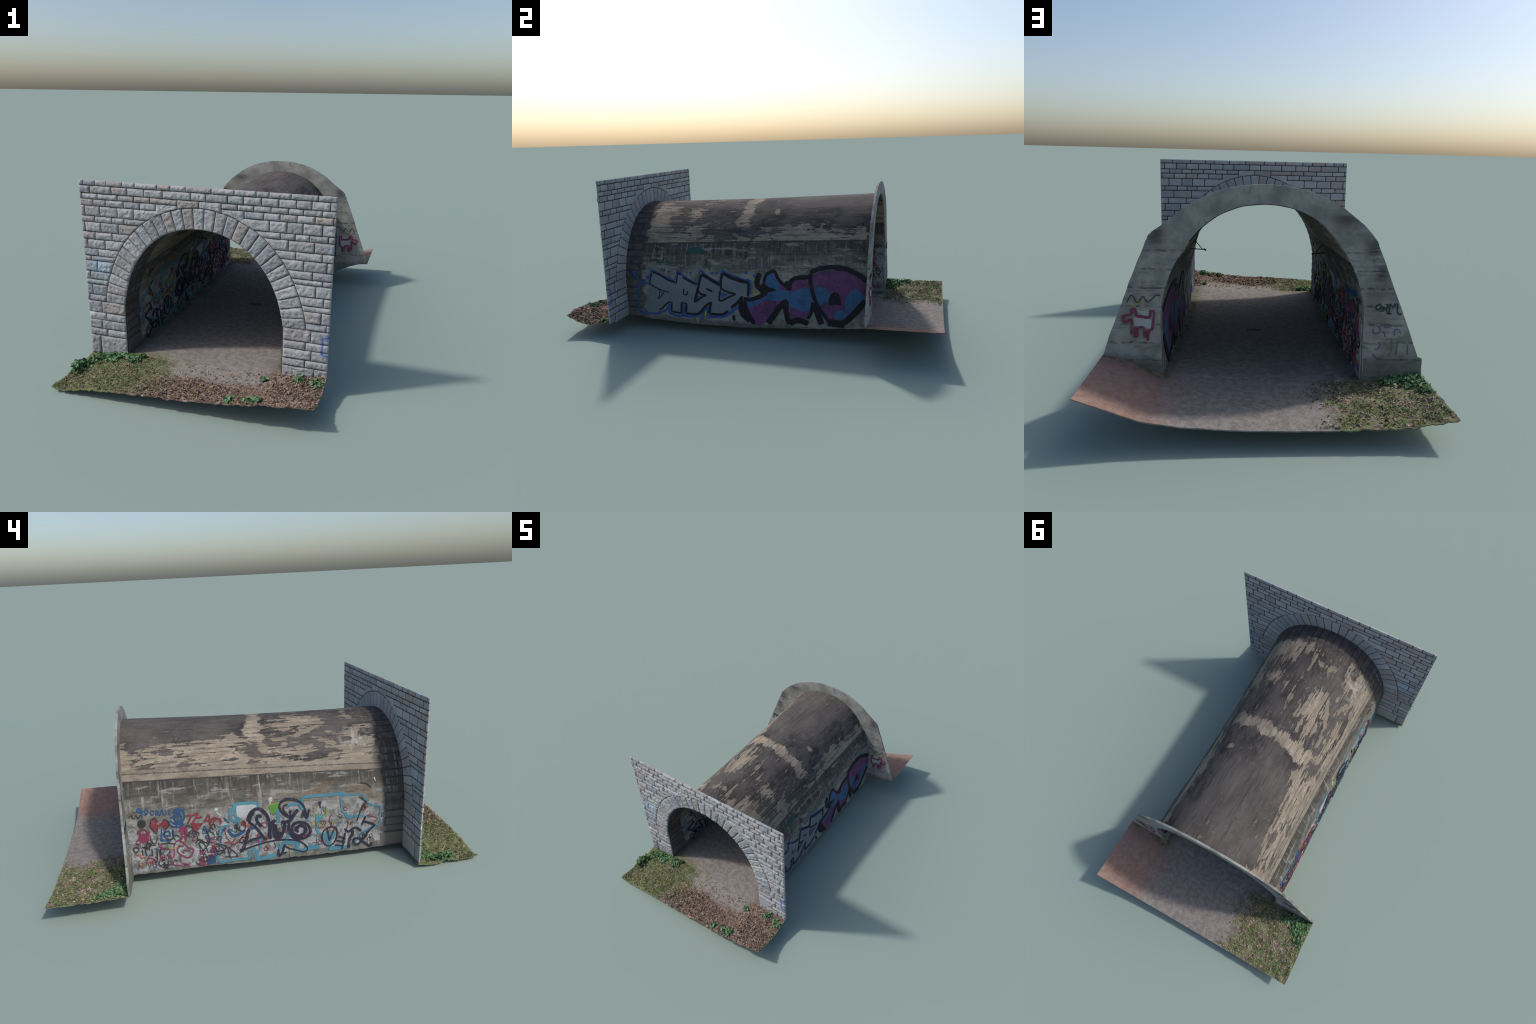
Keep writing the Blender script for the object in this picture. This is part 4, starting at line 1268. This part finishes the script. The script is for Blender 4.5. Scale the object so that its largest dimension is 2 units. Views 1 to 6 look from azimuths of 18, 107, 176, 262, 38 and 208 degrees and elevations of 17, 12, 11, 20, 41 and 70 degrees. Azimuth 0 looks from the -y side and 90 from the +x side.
RED_PAINT = [
    ('dot', 2.6, (12.1, 25.8)),
    ('line', 0.5, (21.2, 24.3), (20.5, 19.9), (18.1, 15.8), (15.0, 16.5), (11.6, 20.3)),
    ('line', 0.5, (18.1, 15.8), (20.5, 11.5), (18.9, 12.4)),
    ('line', 0.4, (21.7, 17.2), (18.1, 16.7), (15.8, 19.5)),
    ('line', 0.3, (-31.3, 25.2), (-29.7, 22.5), (-30.2, 20.1), (-31.6, 17.6), (-34.9, 14.2)),
    ('line', 0.4, (-38.7, 20.5), (-39.3, 19.0), (-37.7, 14.4)),
    ('line', 0.3, (-51.0, 17.5), (-54.3, 19.8), (-48.6, 22.2)),
    ('fill', 0.0, (54.0, 32.5), (52.4, 33.8), (51.2, 32.1), (52.2, 31.0), (50.5, 30.4), (48.6, 32.7), (46.9, 31.8), (46.9, 29.3), (48.2, 27.8), (49.7, 29.7), (51.5, 29.3), (52.4, 26.5), (53.4, 27.6), (54.8, 29.8)),
    ('line', 0.8, (38.7, 32.8), (36.1, 32.8), (37.9, 29.2)),
    ('line', 0.8, (35.5, 32.7), (32.8, 33.3), (36.1, 28.7)),
    ('line', 0.7, (33.6, 31.2), (30.9, 31.5)),
    ('line', 0.7, (30.5, 28.5), (27.9, 32.0), (27.9, 27.5)),
    ('line', 0.6, (29.9, 29.4), (27.8, 29.1)),
    ('line', 0.8, (27.8, 25.8), (26.9, 29.6), (25.1, 30.0), (26.4, 27.6)),
    ('line', 0.8, (25.4, 30.1), (22.7, 29.1), (23.2, 26.5)),
    ('fill', 0.0, (36.7, 29.1), (30.9, 28.2), (33.2, 25.3), (35.2, 25.6)),
    ('dot', 1.2, (28.0, 10.7)),
]
MAGENTA_PAINT = [
    ('dot', 4.7, (58.3, 24.8)),
    ('dot', 1.8, (60.0, 27.7)),
    ('dot', 1.8, (56.1, 27.1)),
    ('dot', 4.1, (40.2, 26.3)),
    ('line', 0.5, (52.1, 21.5), (50.7, 18.0), (47.5, 17.5), (47.5, 14.5), (47.1, 13.0), (45.5, 13.8), (45.0, 19.1), (42.7, 21.4), (40.0, 18.7), (39.0, 17.2)),
    ('line', 0.6, (39.0, 17.2), (36.4, 15.4), (38.9, 11.7), (42.8, 14.1), (43.8, 16.2), (43.0, 18.1), (40.7, 18.1)),
    ('line', 0.4, (51.3, 17.8), (51.7, 14.1), (52.8, 9.2), (47.5, 9.0), (47.6, 11.4), (46.8, 9.9), (45.8, 11.1), (46.0, 8.8), (39.2, 8.0), (42.6, 9.9), (42.8, 14.1)),
    ('line', 0.7, (40.9, 24.5), (41.2, 21.5)),
    ('line', 0.7, (39.5, 24.2), (39.9, 21.3)),
    ('fill', 0.0, (52.1, 21.7), (50.6, 19.3), (49.5, 17.8), (51.3, 18.1)),
    ('line', 0.5, (41.3, 14.5), (40.6, 15.7), (37.9, 15.3)),
    ('dot', 2.2, (32.7, 13.5)),
    ('fill', 0.0, (34.4, 6.9), (33.4, 11.5), (32.0, 11.3), (31.4, 6.7)),
    ('dot', 1.4, (5.4, 18.6)),
    ('dot', 1.4, (5.8, 15.7)),
    ('dot', 1.4, (3.4, 15.1)),
    ('dot', 1.2, (-4.7, 20.4)),
]
BLUE_PAINT = [
    ('line', 0.7, (57.9, 38.1), (58.9, 39.1), (59.8, 38.0), (58.3, 37.3), (57.6, 38.3)),
    ('line', 0.7, (57.6, 38.0), (58.0, 34.6)),
    ('line', 0.5, (57.0, 36.2), (55.9, 35.8), (54.9, 37.1), (55.9, 38.4), (56.6, 37.3), (55.3, 36.0)),
    ('line', 0.5, (52.4, 36.8), (53.2, 37.5), (54.1, 36.4), (53.4, 35.4), (52.5, 35.9)),
    ('line', 0.5, (51.7, 34.9), (51.5, 37.2), (50.2, 36.2), (51.3, 36.0), (50.1, 34.7)),
    ('line', 0.5, (49.9, 34.7), (48.9, 37.2), (48.3, 34.8)),
    ('line', 0.5, (47.8, 36.7), (46.8, 35.7), (48.0, 34.7)),
    ('line', 0.5, (45.6, 36.5), (45.9, 34.4)),
    ('line', 0.8, (43.6, 36.2), (41.8, 36.5), (39.6, 35.7), (39.3, 32.0), (41.3, 29.4), (43.5, 31.3), (43.4, 35.0)),
    ('line', 0.7, (43.4, 35.0), (41.1, 34.7), (40.6, 30.9), (43.1, 29.4), (45.8, 31.6), (45.5, 29.1), (42.7, 28.0), (39.9, 28.9)),
    ('line', 0.7, (43.9, 35.6), (38.6, 36.1)),
    ('line', 0.7, (45.6, 32.9), (40.4, 33.4), (43.5, 28.1)),
    ('line', 0.7, (41.3, 35.9), (42.3, 31.2), (39.6, 28.9)),
    ('line', 0.6, (49.9, 28.1), (50.2, 22.9), (47.4, 21.8), (45.2, 23.1), (44.8, 27.3)),
    ('line', 0.7, (47.9, 28.1), (49.1, 25.0), (46.5, 24.3), (46.9, 26.7), (48.7, 25.9)),
    ('dot', 2.3, (27.8, 13.6)),
    ('fill', 0.0, (30.5, 6.9), (30.1, 11.7), (25.9, 11.4), (26.5, 7.3)),
    ('line', 1.3, (19.7, 23.5), (17.4, 20.0), (13.7, 20.6), (11.5, 22.0)),
    ('line', 0.7, (21.1, 29.6), (18.7, 26.7)),
    ('line', 0.5, (22.9, 21.7), (21.8, 23.2), (20.2, 24.1)),
    ('line', 0.7, (20.1, 9.7), (18.6, 12.9)),
    ('line', 0.7, (9.0, 24.3), (7.6, 22.3), (5.6, 25.2)),
]
WHITE_PAINT = [
    ('dot', 2.1, (-1.4, 35.8)),
    ('line', 0.7, (-1.3, 34.9), (-1.0, 33.3)),
    ('dot', 1.7, (24.3, 34.2)),
    ('line', 0.6, (24.6, 33.0), (22.3, 30.8)),
    ('line', 0.7, (26.6, 25.0), (25.5, 20.2), (27.6, 16.4), (31.3, 15.6)),
    ('line', 0.4, (65.0, 28.7), (62.6, 30.0), (61.7, 27.9), (63.8, 26.9), (65.0, 28.4)),
    ('line', 0.4, (64.6, 22.8), (62.3, 23.1), (60.1, 22.1)),
    ('line', 0.3, (64.8, 27.7), (66.2, 10.4)),
    ('line', 0.7, (-49.8, 11.1), (-49.9, 6.5)),
    ('dot', 1.2, (-53.4, 8.5)),
    ('line', 0.6, (-53.0, 40.7), (-53.4, 38.9)),
    ('fill', 0.0, (14.8, 34.8), (6.1, 34.3), (5.2, 32.1), (8.4, 31.4), (10.1, 28.4), (13.7, 28.9), (15.2, 30.2)),
    ('line', 0.7, (23.1, 26.2), (19.3, 26.3)),
]
ORANGE_PAINT = [
    ('line', 0.3, (61.9, 12.1), (60.8, 10.2), (59.7, 12.1), (60.6, 12.2)),
    ('line', 0.4, (58.5, 10.8), (57.8, 12.1), (57.4, 10.3)),
    ('line', 0.4, (56.0, 12.3), (56.7, 11.9), (56.2, 11.1), (56.8, 10.4)),
    ('line', 0.4, (55.4, 12.2), (55.4, 10.3), (54.7, 12.2)),
    ('line', 0.5, (62.0, 15.8), (61.0, 16.6), (60.4, 14.9), (58.6, 14.9)),
    ('dot', 1.6, (9.8, 24.4)),
]
PORTAL_MAGENTA = [
    ('line', 0.9, (50.9, 30.9), (49.3, 31.4), (47.6, 31.6), (47.3, 33.4), (46.2, 33.7), (45.8, 31.4), (43.7, 30.9), (41.3, 30.7), (40.8, 33.0), (39.5, 32.8)),
    ('line', 0.8, (39.5, 32.8), (40.0, 29.5), (40.5, 26.3), (41.6, 25.8), (42.1, 22.1)),
    ('line', 0.7, (42.1, 22.3), (42.5, 25.8), (43.2, 23.0)),
    ('line', 0.7, (43.2, 23.5), (43.4, 26.7), (44.4, 27.2), (45.6, 26.3), (45.6, 23.7), (46.7, 23.5)),
    ('line', 0.7, (46.7, 23.5), (46.2, 27.0), (47.8, 24.4)),
    ('line', 0.7, (47.7, 24.4), (47.5, 27.2), (47.4, 30.2)),
    ('line', 1.0, (47.6, 30.0), (49.8, 29.0), (50.4, 30.7)),
]
PORTAL_PALE = [
    ('fill', 0.0, (46.7, 30.7), (41.3, 30.2), (40.7, 28.2), (41.2, 26.5), (43.3, 27.2), (46.4, 27.7)),
    ('fill', 0.0, (45.8, 33.2), (41.9, 33.9), (41.3, 31.4), (43.4, 31.4)),
]
PORTAL_GREEN = [
    ('line', 0.3, (49.0, 35.9), (47.2, 38.7), (45.3, 36.0), (43.3, 38.3), (41.8, 36.2), (38.7, 38.8), (37.4, 38.3)),
    ('line', 0.5, (-39.9, 35.7), (-38.7, 35.4), (-38.5, 34.4), (-39.5, 33.8), (-40.5, 35.2), (-39.4, 36.1)),
    ('line', 0.5, (-40.1, 33.1), (-41.3, 33.9), (-41.5, 34.9), (-40.8, 34.6), (-41.3, 33.3)),
    ('line', 0.5, (-42.0, 35.7), (-42.7, 35.9), (-42.5, 34.6), (-42.1, 34.1), (-42.9, 32.6)),
    ('line', 0.5, (-42.2, 32.5), (-44.2, 32.4)),
    ('line', 0.5, (-43.4, 32.6), (-43.5, 36.1), (-44.6, 34.7), (-45.2, 36.1), (-45.7, 34.7)),
    ('line', 0.5, (-45.5, 36.0), (-46.3, 36.0), (-46.3, 33.1), (-47.3, 32.1), (-47.9, 32.6)),
]
PORTAL_YELLOW = [
    ('line', 0.3, (48.0, 33.2), (47.5, 34.6), (43.3, 36.2), (42.3, 33.5), (45.4, 33.4)),
]
PORTAL_PURPLE = [
    ('line', 0.4, (-37.9, 27.0), (-38.3, 24.9), (-40.6, 25.7), (-39.9, 27.8)),
    ('line', 0.4, (-42.0, 27.3), (-44.0, 27.3)),
    ('line', 0.4, (-41.8, 26.0), (-42.5, 23.6)),
    ('line', 0.4, (-45.8, 24.1), (-45.9, 26.3), (-47.2, 26.5), (-48.0, 25.2)),
    ('line', 0.4, (-38.9, 18.8), (-40.2, 19.3), (-40.8, 21.2)),
    ('line', 0.3, (-38.2, 17.2), (-40.1, 15.6), (-42.2, 16.4)),
]
PORTAL_TAN = [
    ('line', 0.5, (-44.8, 23.3), (-45.1, 19.3), (-44.2, 16.4)),
    ('line', 0.5, (-47.0, 21.5), (-46.8, 16.4)),
    ('line', 0.5, (-50.9, 20.9), (-51.0, 16.6)),
]

SCRAWL = {c: scrawl(n, (12, 62), (9, 26), (1.2, 3.6), (.22, .45)) + scrawl(k, (-52, 12), (9, 27), (1.0, 3.0), (.18, .35))
          for c, n, k in (('smoke', 26, 6), ('cobalt', 9, 3), ('magenta', 9, 7), ('white', 20, 14), ('teal', 9, 4), ('red', 6, 6))}
# (name, marks, paint, layer) on each wall
for side, jobs in ((1, (("painted_letters", SILVER_FILL, 'silver', 1), ("letter_outline", SILVER_GLOW, 'glow', 0), ("letter_outline", SILVER_OUTLINE, 'black', 2),
                        ("painted_shape", PURPLE_FILL, 'purple', 3), ("painted_shape", BLUE_FILL, 'blue', 4), ("shape_outline", PURPLE_OUTLINE, 'black', 5),
                        ("paint_splash", GREEN_SPLASH, 'yellow', 6), ("paint_splash", TEAL_SPLASH, 'teal', 6))),
                   (-1, (("painted_frame", CYAN_FRAME, 'cyan', 3), ("spray_tag", WHITE_PAINT + SCRAWL['white'], 'white', 0), ("spray_tag", BLUE_PAINT + SCRAWL['cobalt'], 'cobalt', 4),
                         ("spray_tag", RED_PAINT + SCRAWL['red'], 'red', 5), ("spray_tag", SCRAWL['teal'], 'teal', 1),
                         ("spray_tag", MAGENTA_PAINT + SCRAWL['magenta'], 'magenta', 6), ("spray_tag", SMOKE_TAG + SCRAWL['smoke'], 'smoke', 7), ("spray_tag", ORANGE_PAINT, 'orange', 8),
                         ("painted_leaf", LEAF_GREEN, 'leaf', 6), ("spray_tag", YELLOW_PEN, 'yellow', 8), ("large_tag", INDIGO_TAG, 'indigo', 9)))):
    for name, marks, colour, lay in jobs:
        paint_marks(name, marks, PAINT[colour], on_wall(side), lay, lining_ob)
for name, marks, colour, lay in (("spray_tag", PORTAL_PALE, 'white', 0), ("spray_tag", PORTAL_TAN, 'tan', 1), ("spray_tag", PORTAL_YELLOW, 'yellow', 2), ("spray_tag", PORTAL_PURPLE, 'violet', 3),
                                 ("spray_tag", PORTAL_GREEN, 'green', 4), ("spray_animal", PORTAL_MAGENTA, 'magenta', 5)):
    paint_marks(name, marks, PAINT[colour], on_portal, lay, portal)
